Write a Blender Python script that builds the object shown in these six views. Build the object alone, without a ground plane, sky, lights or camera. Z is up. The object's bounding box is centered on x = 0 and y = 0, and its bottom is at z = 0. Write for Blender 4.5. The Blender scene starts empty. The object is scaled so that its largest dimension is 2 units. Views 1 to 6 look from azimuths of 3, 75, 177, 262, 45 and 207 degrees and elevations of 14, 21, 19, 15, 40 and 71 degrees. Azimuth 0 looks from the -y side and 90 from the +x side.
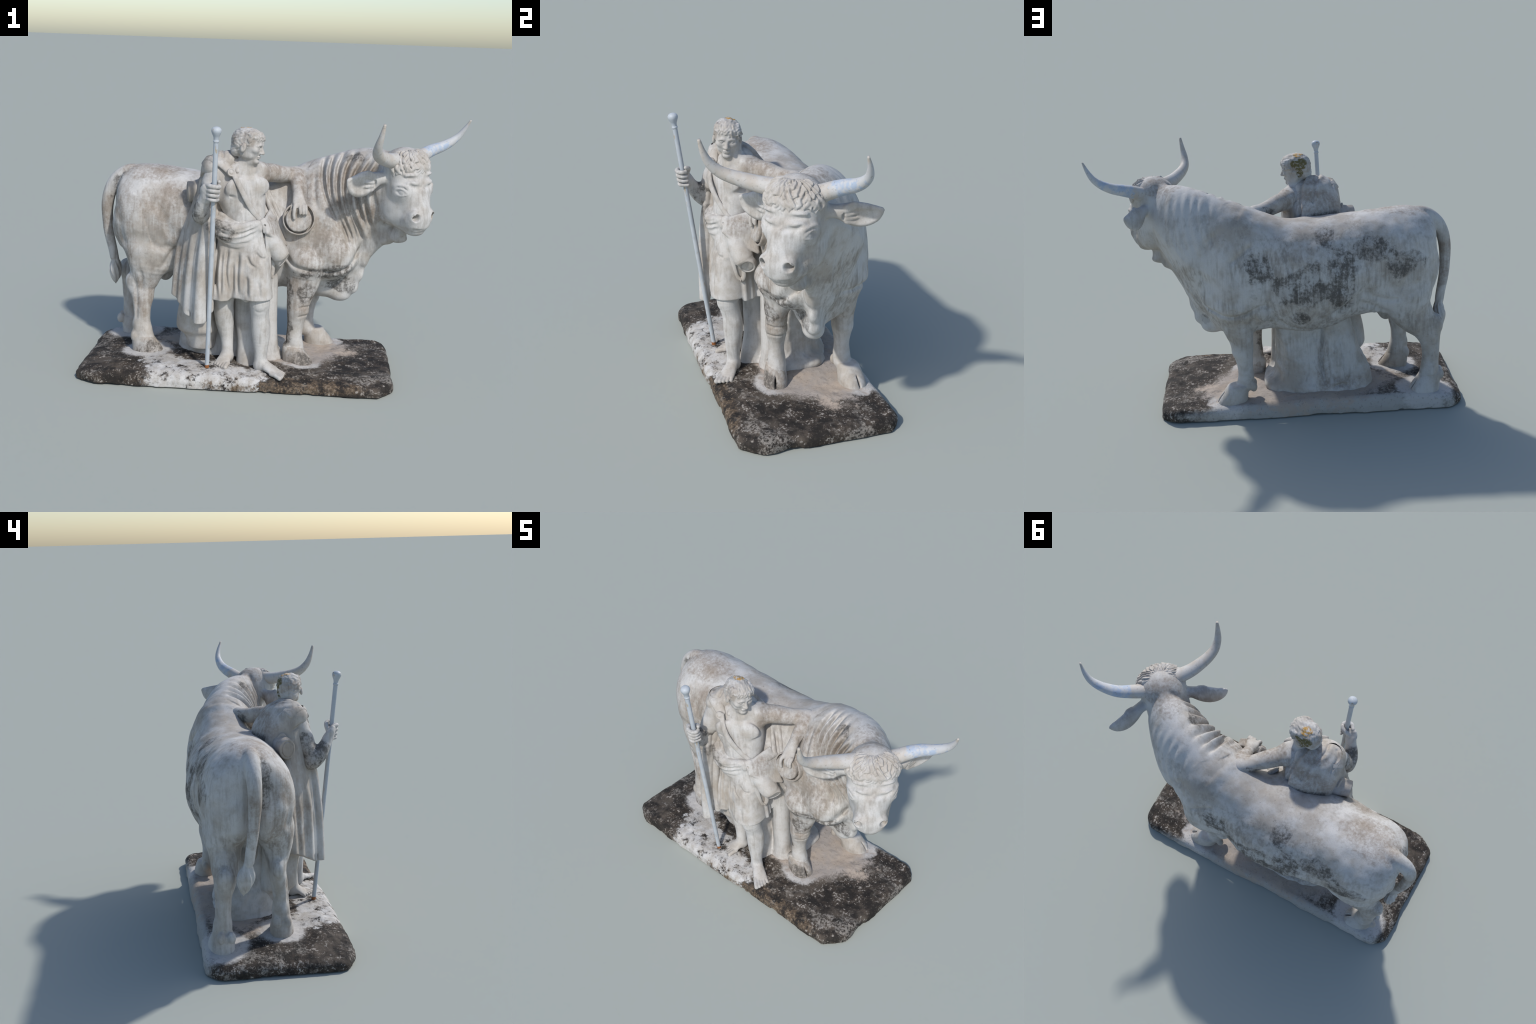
import bpy, math, random
import numpy as np
from mathutils import Vector

RES = 1.0   # scale of all voxel sizes (1.0 = final)
f32 = np.float32

# ------------------------------------------------------------------ helpers
def V(*a): return np.array(a, dtype=float)
def unit(a):
    a = np.asarray(a, float); return a/np.linalg.norm(a)
def smoothstep(a, b, x):
    t = np.clip((x-a)/(b-a), 0, 1); return t*t*(3-2*t)
def catmull(pts, n):
    """smooth curve through rows of pts (any number of columns), n samples"""
    P = np.asarray(pts, float)
    if len(P) == 2:
        t = np.linspace(0, 1, n)[:, None]; return P[0]*(1-t)+P[1]*t
    E = np.vstack([2*P[0]-P[1], P, 2*P[-1]-P[-2]])
    out = []
    for u in np.linspace(0, len(P)-1, n):
        i = min(int(u), len(P)-2); t = u-i
        a, b, c, d = E[i:i+4]
        out.append(.5*((2*b)+(c-a)*t+(2*a-5*b+4*c-d)*t*t+(3*b-a-3*c+d)*t**3))
    return np.array(out)
def hump(t): return np.exp(-t*t)

class Frame:
    """local axes: maps local (a,b,c) points to the world"""
    def __init__(s, o, x, y, z):
        s.o = np.asarray(o, float); s.M = np.array([unit(x), unit(y), unit(z)])
    def w(s, *p):
        if len(p) == 1: p = p[0]
        return s.o+np.asarray(p, float) @ s.M
    def ws(s, pts): return np.array([s.w(p[:3]) for p in pts])

# ------------------------------------------------------------------ implicit solids
class Solid:
    """A scalar field on a regular grid, sculpted by smooth unions, carvings and reliefs."""
    def __init__(s, lo, hi, h):
        s.h = h*RES; lo = np.asarray(lo, float); hi = np.asarray(hi, float)
        n = np.ceil((hi-lo)/s.h).astype(int)+1
        s.lo = lo; s.n = n
        s.ax = [(lo[i]+np.arange(n[i])*s.h).astype(f32) for i in range(3)]
        s.D = np.full(n, .25, f32); s.L = np.zeros(n, np.uint8)
    def box(s, lo, hi):
        sl = []
        for i in range(3):
            a = max(0, int(math.floor((lo[i]-s.lo[i])/s.h))); b = min(s.n[i], int(math.ceil((hi[i]-s.lo[i])/s.h))+1)
            sl.append(slice(a, max(a, b)))
        return tuple(sl)
    def xyz(s, b):
        return (s.ax[0][b[0]][:, None, None], s.ax[1][b[1]][None, :, None], s.ax[2][b[2]][None, None, :])
    def add(s, prim, label, k=.02):
        fn, lo, hi = prim; p = k+4*s.h
        b = s.box(np.asarray(lo)-p, np.asarray(hi)+p)
        if 0 in [x.stop-x.start for x in b]: return
        d = fn(*s.xyz(b)).astype(f32); D = s.D[b]
        d = np.broadcast_to(d, D.shape)
        np.copyto(s.L[b], np.uint8(label), where=d < D)
        if k > 0:
            hh = np.maximum(k-np.abs(d-D), 0)/f32(k)
            s.D[b] = np.minimum(d, D)-hh*hh*f32(k*.25)
        else: s.D[b] = np.minimum(d, D)
    def cut(s, prim, k=.01):
        fn, lo, hi = prim; p = k+4*s.h
        b = s.box(np.asarray(lo)-p, np.asarray(hi)+p)
        if 0 in [x.stop-x.start for x in b]: return
        d = -fn(*s.xyz(b)).astype(f32); D = s.D[b]
        hh = np.maximum(k-np.abs(d-D), 0)/f32(k)
        s.D[b] = np.maximum(d, D)+hh*hh*f32(k*.25)
    def relief(s, fn, lo, hi):
        """fn(x,y,z) is the height carved in (+) or raised (-)"""
        b = s.box(lo, hi); s.D[b] += fn(*s.xyz(b)).astype(f32)
    def line(s, pts, amp, width, n=14, taper=True):
        """groove (amp>0) or ridge (amp<0) of the given width along a 3D curve"""
        C = catmull(pts, n); p = 3*width
        b = s.box(C.min(0)-p, C.max(0)+p)
        if 0 in [x.stop-x.start for x in b]: return
        X, Y, Z = s.xyz(b); best = None
        for i in range(len(C)-1):
            a = C[i].astype(f32); e = (C[i+1]-C[i]).astype(f32); L = float(e@e)+1e-9
            t = np.clip(((X-a[0])*e[0]+(Y-a[1])*e[1]+(Z-a[2])*e[2])/f32(L), 0, 1)
            d = (X-a[0]-t*e[0])**2+(Y-a[1]-t*e[1])**2+(Z-a[2]-t*e[2])**2
            q = (i+t)/(len(C)-1)
            w = 1-smoothstep(.35, .5, np.abs(q-.5))*.9 if taper else 1.0
            v = w*np.exp(-d/f32(width*width))
            best = v if best is None else np.maximum(best, v)
        s.D[b] += f32(amp)*best
    def seam(s, pts, amp, width, axis, lo, hi, n=20, taper=True):
        """groove or ridge projected along a world axis, between lo and hi on that axis"""
        o = [i for i in range(3) if i != axis]
        C = catmull(pts, n); p = 3*width
        l = np.zeros(3); h = np.zeros(3); l[axis] = lo; h[axis] = hi
        for j, i in enumerate(o): l[i] = C[:, j].min()-p; h[i] = C[:, j].max()+p
        b = s.box(l, h)
        if 0 in [x.stop-x.start for x in b]: return
        G = s.xyz(b); A, B = G[o[0]], G[o[1]]; best = None
        for i in range(len(C)-1):
            a = C[i]; e = C[i+1]-C[i]; L = float(e@e)+1e-9
            t = np.clip(((A-a[0])*e[0]+(B-a[1])*e[1])/L, 0, 1)
            d = (A-a[0]-t*e[0])**2+(B-a[1]-t*e[1])**2
            q = (i+t)/(len(C)-1)
            w = 1-smoothstep(.3, .5, np.abs(q-.5))*.95 if taper else 1.0
            v = w*np.exp(-d/(width*width))
            best = v if best is None else np.maximum(best, v)
        g = G[axis]; e = .15*(hi-lo)
        m = smoothstep(lo, lo+e, g)*(1-smoothstep(hi-e, hi, g))
        s.D[b] += (amp*best*m).astype(f32)
    def noise(s, b, size, seed, stretch=(1, 1, 1)):
        """smooth random field on a box of the grid, about -1..1"""
        rg = np.random.default_rng(seed); ax = [s.ax[i][b[i]]/(size*stretch[i]) for i in range(3)]
        o = [math.floor(float(a[0]))-1 for a in ax]; m = [int(math.ceil(float(a[-1])))-q+3 for a, q in zip(ax, o)]
        A = rg.uniform(-1, 1, m).astype(f32)
        for i in range(3):
            t = ax[i]-o[i]; k = t.astype(int); u = (t-k).astype(f32); u = u*u*u*(u*(u*6-15)+10)
            sh = [1, 1, 1]; sh[i] = len(k); u = u.reshape(sh)
            A = np.take(A, k, axis=i)*(1-u)+np.take(A, k+1, axis=i)*u
        return A
    def rough(s, amp, size, seed, octaves=2, label=None, stretch=(1, 1, 1), lo=None, hi=None):
        b = s.box(s.lo if lo is None else lo, s.lo+s.n*s.h if hi is None else hi)
        d = sum(amp/2**i*s.noise(b, size/2**i, seed+i, stretch) for i in range(octaves))
        if label is not None: d = np.where(s.L[b] == label, d, 0)
        s.D[b] += d.astype(f32)
    def mesh(s, smooth=1):
        """surface nets: vertices, quads, labels"""
        D = s.D; ins = D < 0
        n = D.shape
        c = np.zeros((n[0]-1, n[1]-1, n[2]-1), np.uint8)
        for i in (0, 1):
            for j in (0, 1):
                for k in (0, 1):
                    c += ins[i:n[0]-1+i, j:n[1]-1+j, k:n[2]-1+k]
        act = np.flatnonzero((c > 0) & (c < 8)); cs = c.shape; del c
        I, J, K = np.unravel_index(act, cs)
        cor = {(i, j, k): D[I+i, J+j, K+k] for i in (0, 1) for j in (0, 1) for k in (0, 1)}
        acc = np.zeros((len(act), 3)); cnt = np.zeros(len(act))
        for a in cor:
            for axis in range(3):
                if a[axis]: continue
                b = list(a); b[axis] = 1; b = tuple(b)
                d0, d1 = cor[a], cor[b]; m = (d0 < 0) != (d1 < 0)
                t = np.where(m, d0/np.where(d0 == d1, 1, d0-d1), 0)
                p = np.zeros((len(act), 3)); p[:] = a; p[:, axis] = t
                acc += p*m[:, None]; cnt += m
        P = acc/cnt[:, None]+np.stack([I, J, K], 1)
        lab = s.L[np.minimum(np.rint(P[:, 0]).astype(int), n[0]-1), np.minimum(np.rint(P[:, 1]).astype(int), n[1]-1), np.minimum(np.rint(P[:, 2]).astype(int), n[2]-1)]
        P = P*s.h+s.lo
        quads = []
        st = np.array([cs[1]*cs[2], cs[2], 1])
        for axis in range(3):
            sl0 = [slice(1, n[q]-1) for q in range(3)]; sl1 = list(sl0)
            sl0[axis] = slice(0, n[axis]-1); sl1[axis] = slice(1, n[axis])
            a = ins[tuple(sl0)]; b = ins[tuple(sl1)]
            e = np.argwhere(a != b)
            if not len(e): continue
            flip = a[tuple(e.T)]
            for q in range(3):
                if q != axis: e[:, q] += 1
            u, w = (axis+1) % 3, (axis+2) % 3
            base = e @ st
            q = np.stack([base-st[u]-st[w], base-st[w], base, base-st[u]], 1)
            q[~flip] = q[~flip][:, ::-1]
            quads.append(q)
        Q = np.searchsorted(act, np.concatenate(quads))
        for it in range(smooth):
            for lam in (.5, -.33):
                S = np.zeros_like(P); N = np.zeros(len(P))
                for a, b in ((0, 1), (1, 2), (2, 3), (3, 0)):
                    for x, y in ((a, b), (b, a)):
                        for ax in range(3): S[:, ax] += np.bincount(Q[:, x], P[Q[:, y], ax], len(P))
                        N += np.bincount(Q[:, x], minlength=len(P))
                P = P+lam*(S/N[:, None]-P)
        return P, Q, lab

def ellipsoid(c, r, axes=None):
    c = np.asarray(c, float); r = np.asarray(r, float)
    M = np.eye(3) if axes is None else np.array([unit(a) for a in axes])
    e = np.sqrt(((M*r[:, None])**2).sum(0))
    def fn(X, Y, Z):
        x, y, z = X-f32(c[0]), Y-f32(c[1]), Z-f32(c[2])
        q = [(x*f32(M[i, 0])+y*f32(M[i, 1])+z*f32(M[i, 2]))/f32(r[i]) for i in range(3)]
        k0 = np.sqrt(q[0]**2+q[1]**2+q[2]**2)
        k1 = np.sqrt((q[0]/f32(r[0]))**2+(q[1]/f32(r[1]))**2+(q[2]/f32(r[2]))**2)
        return k0*(k0-1)/np.maximum(k1, f32(1e-4))
    return fn, c-e, c+e

def limb(pts, n=None):
    """round tube through rows (x,y,z,r)"""
    C = catmull(pts, n or (len(pts)*4-3 if len(pts) > 2 else 2))
    lo = (C[:, :3]-C[:, 3:]).min(0); hi = (C[:, :3]+C[:, 3:]).max(0)
    def fn(X, Y, Z):
        best = None
        for i in range(len(C)-1):
            a = C[i].astype(f32); e = (C[i+1]-C[i]).astype(f32); L = float(e[:3]@e[:3])+1e-9
            t = np.clip(((X-a[0])*e[0]+(Y-a[1])*e[1]+(Z-a[2])*e[2])/f32(L), 0, 1)
            d = np.sqrt((X-a[0]-t*e[0])**2+(Y-a[1]-t*e[1])**2+(Z-a[2]-t*e[2])**2)-(a[3]+t*e[3])
            best = d if best is None else np.minimum(best, d)
        return best
    return fn, lo, hi

def loft(pts, side, n=None, cap=None):
    """tube of elliptic section through rows (x,y,z, half along side, half across side)"""
    C = catmull(pts, n or len(pts)*4-3); m = len(C)
    T = np.gradient(C[:, :3], axis=0); T /= np.linalg.norm(T, axis=1)[:, None]
    S = np.asarray(side, float); S = np.broadcast_to(S, (2, 3)) if S.ndim == 1 else S
    S = S[0]+(S[-1]-S[0])*np.linspace(0, 1, m)[:, None]
    S = S-(S*T).sum(1)[:, None]*T; S /= np.linalg.norm(S, axis=1)[:, None]
    U = np.cross(T, S); R = C[:, 3:5].max(1)[:, None]
    lo = (C[:, :3]-R).min(0); hi = (C[:, :3]+R).max(0)
    def fn(X, Y, Z):
        bd = None; bt = None
        for i in range(m-1):
            a = C[i].astype(f32); e = (C[i+1]-C[i]).astype(f32); L = float(e[:3]@e[:3])+1e-9
            t = np.clip(((X-a[0])*e[0]+(Y-a[1])*e[1]+(Z-a[2])*e[2])/f32(L), 0, 1)
            d = (X-a[0]-t*e[0])**2+(Y-a[1]-t*e[1])**2+(Z-a[2]-t*e[2])**2
            if bd is None: bd = d; bt = t
            else:
                w = d < bd; bd = np.where(w, d, bd); bt = np.where(w, t+f32(i), bt)
        k = np.arange(m)
        at = lambda c: np.interp(bt, k, c).astype(f32)
        x, y, z = X-at(C[:, 0]), Y-at(C[:, 1]), Z-at(C[:, 2])
        ra, rb = at(C[:, 3]), at(C[:, 4]); rc = cap if cap else np.minimum(ra, rb)
        p = (x*at(S[:, 0])+y*at(S[:, 1])+z*at(S[:, 2]))/ra
        q = (x*at(U[:, 0])+y*at(U[:, 1])+z*at(U[:, 2]))/rb
        w = (x*at(T[:, 0])+y*at(T[:, 1])+z*at(T[:, 2]))/rc
        k0 = np.sqrt(p*p+q*q+w*w); k1 = np.sqrt((p/ra)**2+(q/rb)**2+(w/rc)**2)
        return k0*(k0-1)/np.maximum(k1, f32(1e-4))
    return fn, lo, hi

def slices(rows, side, n=24, egg=.4, cap=.06, power=2.):
    """solid swept through tilted slices: rows (top xyz, bottom xyz, half breadth); egg narrows the lower half"""
    R = catmull(rows, n); C = (R[:, :3]+R[:, 3:6])/2; U = R[:, :3]-R[:, 3:6]
    rb = np.linalg.norm(U, axis=1)/2; U = U/(2*rb)[:, None]
    S = np.asarray(side, float); S = S[0]+(S[-1]-S[0])*np.linspace(0, 1, n)[:, None]
    S = S-(S*U).sum(1)[:, None]*U; S /= np.linalg.norm(S, axis=1)[:, None]
    N = np.cross(S, U); N *= np.sign((N*np.gradient(C, axis=0)).sum(1))[:, None]
    ra = R[:, 6]; m = np.maximum(ra, rb)[:, None]
    lo = (C-m).min(0)-cap; hi = (C+m).max(0)+cap
    def fn(X, Y, Z):
        f = lambda i: (X-f32(C[i, 0]))*f32(N[i, 0])+(Y-f32(C[i, 1]))*f32(N[i, 1])+(Z-f32(C[i, 2]))*f32(N[i, 2])
        f0 = f(0); bt = np.zeros(np.broadcast(X, Y, Z).shape, f32); over = np.where(f0 < 0, -f0, 0)
        for i in range(n-1):
            f1 = f(i+1); w = (f0 >= 0) & (f1 < 0)
            bt = np.where(w, f32(i)+f0/np.maximum(f0-f1, f32(1e-6)), bt)
            f0 = f1
        end = f0 >= 0; bt = np.where(end, f32(n-1), bt); over = np.where(end, f0, over)
        k = np.arange(n); at = lambda c: np.interp(bt, k, c).astype(f32)
        x, y, z = X-at(C[:, 0]), Y-at(C[:, 1]), Z-at(C[:, 2])
        b = at(rb); q = (x*at(U[:, 0])+y*at(U[:, 1])+z*at(U[:, 2]))/b
        a = at(ra)*(1-f32(egg)*np.clip(-q, 0, 1))
        p = np.abs(x*at(S[:, 0])+y*at(S[:, 1])+z*at(S[:, 2]))/a; w = over/f32(cap)
        k0 = np.sqrt(p*p+q*q+w*w); k1 = np.sqrt((p/a)**2+(q/b)**2+(w/cap)**2)
        return k0*(k0-1)/np.maximum(k1, f32(1e-4))
    return fn, lo, hi

def section(axis, rows, turn=0., power=2., pleat=None, rnd=.01, egg=None):
    """solid along world x or z: rows (t, centre1, centre2, half1, half2); 'turn' twists the section"""
    R = np.asarray(rows, float); C = catmull(R[np.argsort(R[:, 0])], 120)
    t0, t1 = C[:, 0].min(), C[:, 0].max(); o = [i for i in range(3) if i != axis]
    m = C[:, 3:5].max(1)
    lo = np.zeros(3); hi = np.zeros(3); lo[axis] = t0; hi[axis] = t1
    for j, i in enumerate(o): lo[i] = (C[:, 1+j]-m*1.15).min(); hi[i] = (C[:, 1+j]+m*1.15).max()
    ca, sa = math.cos(turn), math.sin(turn)
    def fn(X, Y, Z):
        G = (X, Y, Z); T = G[axis]
        v = [np.interp(T, C[:, 0], C[:, j]).astype(f32) for j in range(1, 5)]
        a = G[o[0]]-v[0]; b = G[o[1]]-v[1]
        if turn: a, b = a*f32(ca)+b*f32(sa), b*f32(ca)-a*f32(sa)
        if egg is not None:      # narrower towards the top
            v[2] = v[2]*(1-np.interp(T, *zip(*egg)).astype(f32)*np.clip(b/v[3], 0, 1)**2)
        u = np.abs(a)/v[2]; w = np.abs(b)/v[3]; p = f32(power)
        k0 = (u**p+w**p)**(1/p)+f32(1e-5)
        g = np.sqrt(((u/k0)**(p-1)/v[2])**2+((w/k0)**(p-1)/v[3])**2)
        d = (k0-1)/np.maximum(g, f32(.5))
        if pleat is not None: d = d+pleat(np.arctan2(b/v[3], a/v[2]), T)
        e = np.maximum(T-f32(t1), f32(t0)-T)
        q = np.maximum(d+rnd, 0); r = np.maximum(e+rnd, 0)
        return np.minimum(np.maximum(d+rnd, e+rnd), 0)+np.sqrt(q*q+r*r)-rnd
    return fn, lo, hi

def drum(c, axis, r, h, rnd=.004, r2=None, side=None):
    """round or oval disc: centre, axis, radius, half thickness"""
    c = np.asarray(c, float); a = unit(axis); r2 = r2 or r; m = max(r, r2)+h
    u = V(0, 0, 1) if side is None else np.asarray(side, float)
    u = unit(u-(u@a)*a); w = np.cross(a, u)
    def fn(X, Y, Z):
        x, y, z = X-f32(c[0]), Y-f32(c[1]), Z-f32(c[2])
        t = x*f32(a[0])+y*f32(a[1])+z*f32(a[2])
        p = (x*f32(u[0])+y*f32(u[1])+z*f32(u[2]))/f32(r); q = (x*f32(w[0])+y*f32(w[1])+z*f32(w[2]))/f32(r2)
        k0 = np.sqrt(p*p+q*q); k1 = np.sqrt((p/f32(r))**2+(q/f32(r2))**2)
        d = k0*(k0-1)/np.maximum(k1, f32(1e-3)); e = np.abs(t)-f32(h)
        a_ = np.maximum(d+f32(rnd), 0); b_ = np.maximum(e+f32(rnd), 0)
        return np.minimum(np.maximum(d, e)+f32(rnd), 0)+np.sqrt(a_*a_+b_*b_)-f32(rnd)
    return fn, c-m, c+m

def cloth_patch(solid, A, B, C, D, bulge, r, label, n=12, k=.008):
    """cloth stretched between the edges A-D (top) and B-C (bottom), swollen by the vector bulge"""
    A, B, C, D, bulge = (np.asarray(q, float) for q in (A, B, C, D, bulge))
    for u in np.linspace(0, 1, n):
        p, q = A+(D-A)*u, B+(C-B)*u; m = (p+q)/2+bulge*math.sin(math.pi*u)
        solid.add(limb([(*p, r), (*m, r), (*q, r)], 7), label, k)

def sheet(pts, width_dir, thick_dir, halfw, thick):
    """flat band along a curve: rows (x,y,z)"""
    P = np.asarray(pts, float)
    rows = np.hstack([P, np.full((len(P), 1), halfw), np.full((len(P), 1), thick)])
    return loft(rows, width_dir)

# ------------------------------------------------------------------ objects
def make_mesh(name, P, Q, nor=None):
    me = bpy.data.meshes.new(name)
    me.vertices.add(len(P)); me.vertices.foreach_set('co', np.asarray(P, f32).ravel())
    me.loops.add(Q.size); me.loops.foreach_set('vertex_index', Q.ravel().astype(np.int32))
    me.polygons.add(len(Q))
    me.polygons.foreach_set('loop_start', np.arange(0, Q.size, Q.shape[1], dtype=np.int32))
    me.polygons.foreach_set('loop_total', np.full(len(Q), Q.shape[1], np.int32))
    me.update(calc_edges=True); me.validate()
    me.polygons.foreach_set('use_smooth', np.ones(len(me.polygons), bool))
    if nor is not None: me.normals_split_custom_set_from_vertices([tuple(v) for v in nor])
    return me
def put(name, me, parent, mat):
    ob = bpy.data.objects.new(name, me); bpy.context.collection.objects.link(ob)
    if parent: ob.parent = parent
    if mat: me.materials.append(mat)
    return ob
def vertex_normals(P, Q):
    a, b = P[Q[:, 2]]-P[Q[:, 0]], P[Q[:, 3]]-P[Q[:, 1]]
    n = np.cross(a, b); N = np.zeros_like(P)
    for i in range(4):
        for ax in range(3): N[:, ax] += np.bincount(Q[:, i], n[:, ax], len(P))
    return N/np.maximum(np.linalg.norm(N, axis=1), 1e-12)[:, None]
def carve(solid, names, parent_of, mats, smooth=1, islands=400):
    """turn a Solid into one named mesh per label, sharing border vertices and normals"""
    P, Q, lab = solid.mesh(smooth); N = vertex_normals(P, Q)
    fl = np.sort(lab[Q], axis=1)[:, 1]
    out = {}
    for l in np.unique(fl):
        q = Q[fl == l]; used = np.unique(q)
        me = make_mesh(names[l], P[used], np.searchsorted(used, q), N[used])
        ob = put(names[l], me, None, mats[l] if isinstance(mats, dict) else mats)
        out[l] = ob
    for l, ob in out.items():
        ob.parent = parent_of(l, out)
    return out
def tube_mesh(name, rows, sides=24, n=60):
    """swept round tube through rows (x,y,z,r), closed at both ends"""
    C = catmull(rows, n); T = np.gradient(C[:, :3], axis=0); T /= np.linalg.norm(T, axis=1)[:, None]
    s = np.cross(T[0], [.3, .2, .9]); s /= np.linalg.norm(s); P = []
    for i in range(n):
        s = s-(s@T[i])*T[i]; s /= np.linalg.norm(s); u = np.cross(T[i], s)
        for j in range(sides):
            a = 2*math.pi*j/sides; P.append(C[i, :3]+C[i, 3]*(math.cos(a)*s+math.sin(a)*u))
    P = np.array(P); Q = []
    for i in range(n-1):
        for j in range(sides):
            k = (j+1) % sides; Q.append((i*sides+j, i*sides+k, (i+1)*sides+k, (i+1)*sides+j))
    me = bpy.data.meshes.new(name)
    faces = [tuple(q) for q in Q]+[tuple(range(sides-1, -1, -1)), tuple((n-1)*sides+j for j in range(sides))]
    me.from_pydata([tuple(p) for p in P], [], faces); me.update()
    me.polygons.foreach_set('use_smooth', np.ones(len(me.polygons), bool))
    return me
# ================================================================== MATERIALS (all on object coordinates)
class Nodes:
    """small helper that writes shader node graphs"""
    def __init__(s, name):
        s.m = bpy.data.materials.new(name); s.m.use_nodes = True; s.t = s.m.node_tree
        s.b = s.t.nodes['Principled BSDF']; s.pos = s.t.nodes.new('ShaderNodeTexCoord').outputs['Object']
    def put(s, inp, v):
        if hasattr(v, 'is_linked') or hasattr(v, 'links'): s.t.links.new(v, inp)
        else: inp.default_value = v
    def n(s, kind, **kw):
        nd = s.t.nodes.new(kind)
        for k, v in kw.items(): setattr(nd, k, v)
        return nd
    def math(s, op, a, b=0., c=0., clamp=False):
        nd = s.n('ShaderNodeMath', operation=op, use_clamp=clamp)
        for i, v in enumerate((a, b, c)): s.put(nd.inputs[i], v)
        return nd.outputs[0]
    def vec(s, op, a, b):
        nd = s.n('ShaderNodeVectorMath', operation=op); s.put(nd.inputs[0], a); s.put(nd.inputs[1], b)
        return nd.outputs['Value' if op in ('DISTANCE', 'LENGTH') else 'Vector']
    def noise(s, scale, detail=4., rough=.6, stretch=None, vec=None, off=0.):
        v = vec or s.pos
        if stretch: v = s.vec('MULTIPLY', v, stretch)
        if off: v = s.vec('ADD', v, (off, off*1.7, -off))
        nd = s.n('ShaderNodeTexNoise'); s.put(nd.inputs['Vector'], v)
        nd.inputs['Scale'].default_value = scale; nd.inputs['Detail'].default_value = detail; nd.inputs['Roughness'].default_value = rough
        return nd.outputs['Fac']
    def ramp(s, v, a, b):
        nd = s.n('ShaderNodeMapRange', interpolation_type='SMOOTHSTEP')
        s.put(nd.inputs[0], v); nd.inputs[1].default_value = a; nd.inputs[2].default_value = b
        return nd.outputs[0]
    def mix(s, f, a, b):
        nd = s.n('ShaderNodeMix', data_type='RGBA')
        s.put(nd.inputs[0], f)
        for i, v in ((6, a), (7, b)): s.put(nd.inputs[i], (*v, 1) if isinstance(v, tuple) and len(v) == 3 else v)
        return nd.outputs[2]
    def blob(s, c, r, warp, amount=.5):
        """1 inside an ellipsoid, with an edge eaten by the warp noise"""
        r = (r, r, r) if not isinstance(r, tuple) else r
        d = s.vec('DISTANCE', s.vec('MULTIPLY', s.pos, tuple(1/q for q in r)), tuple(a/q for a, q in zip(c, r)))
        d = s.math('ADD', d, s.math('MULTIPLY', s.math('SUBTRACT', warp, .5), amount*4))
        return s.ramp(d, 1.12, .86)
    def most(s, ms):
        o = ms[0]
        for m in ms[1:]: o = s.math('MAXIMUM', o, m)
        return o
    def bump(s, h, strength, dist):
        nd = s.n('ShaderNodeBump'); nd.inputs['Strength'].default_value = strength; nd.inputs['Distance'].default_value = dist
        s.put(nd.inputs['Height'], h); s.t.links.new(nd.outputs[0], s.b.inputs['Normal'])
    def done(s, col, rough=.75):
        s.put(s.b.inputs['Base Color'], col); s.put(s.b.inputs['Roughness'], rough); s.b.inputs['Specular IOR Level'].default_value = .3
        return s.m

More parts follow.
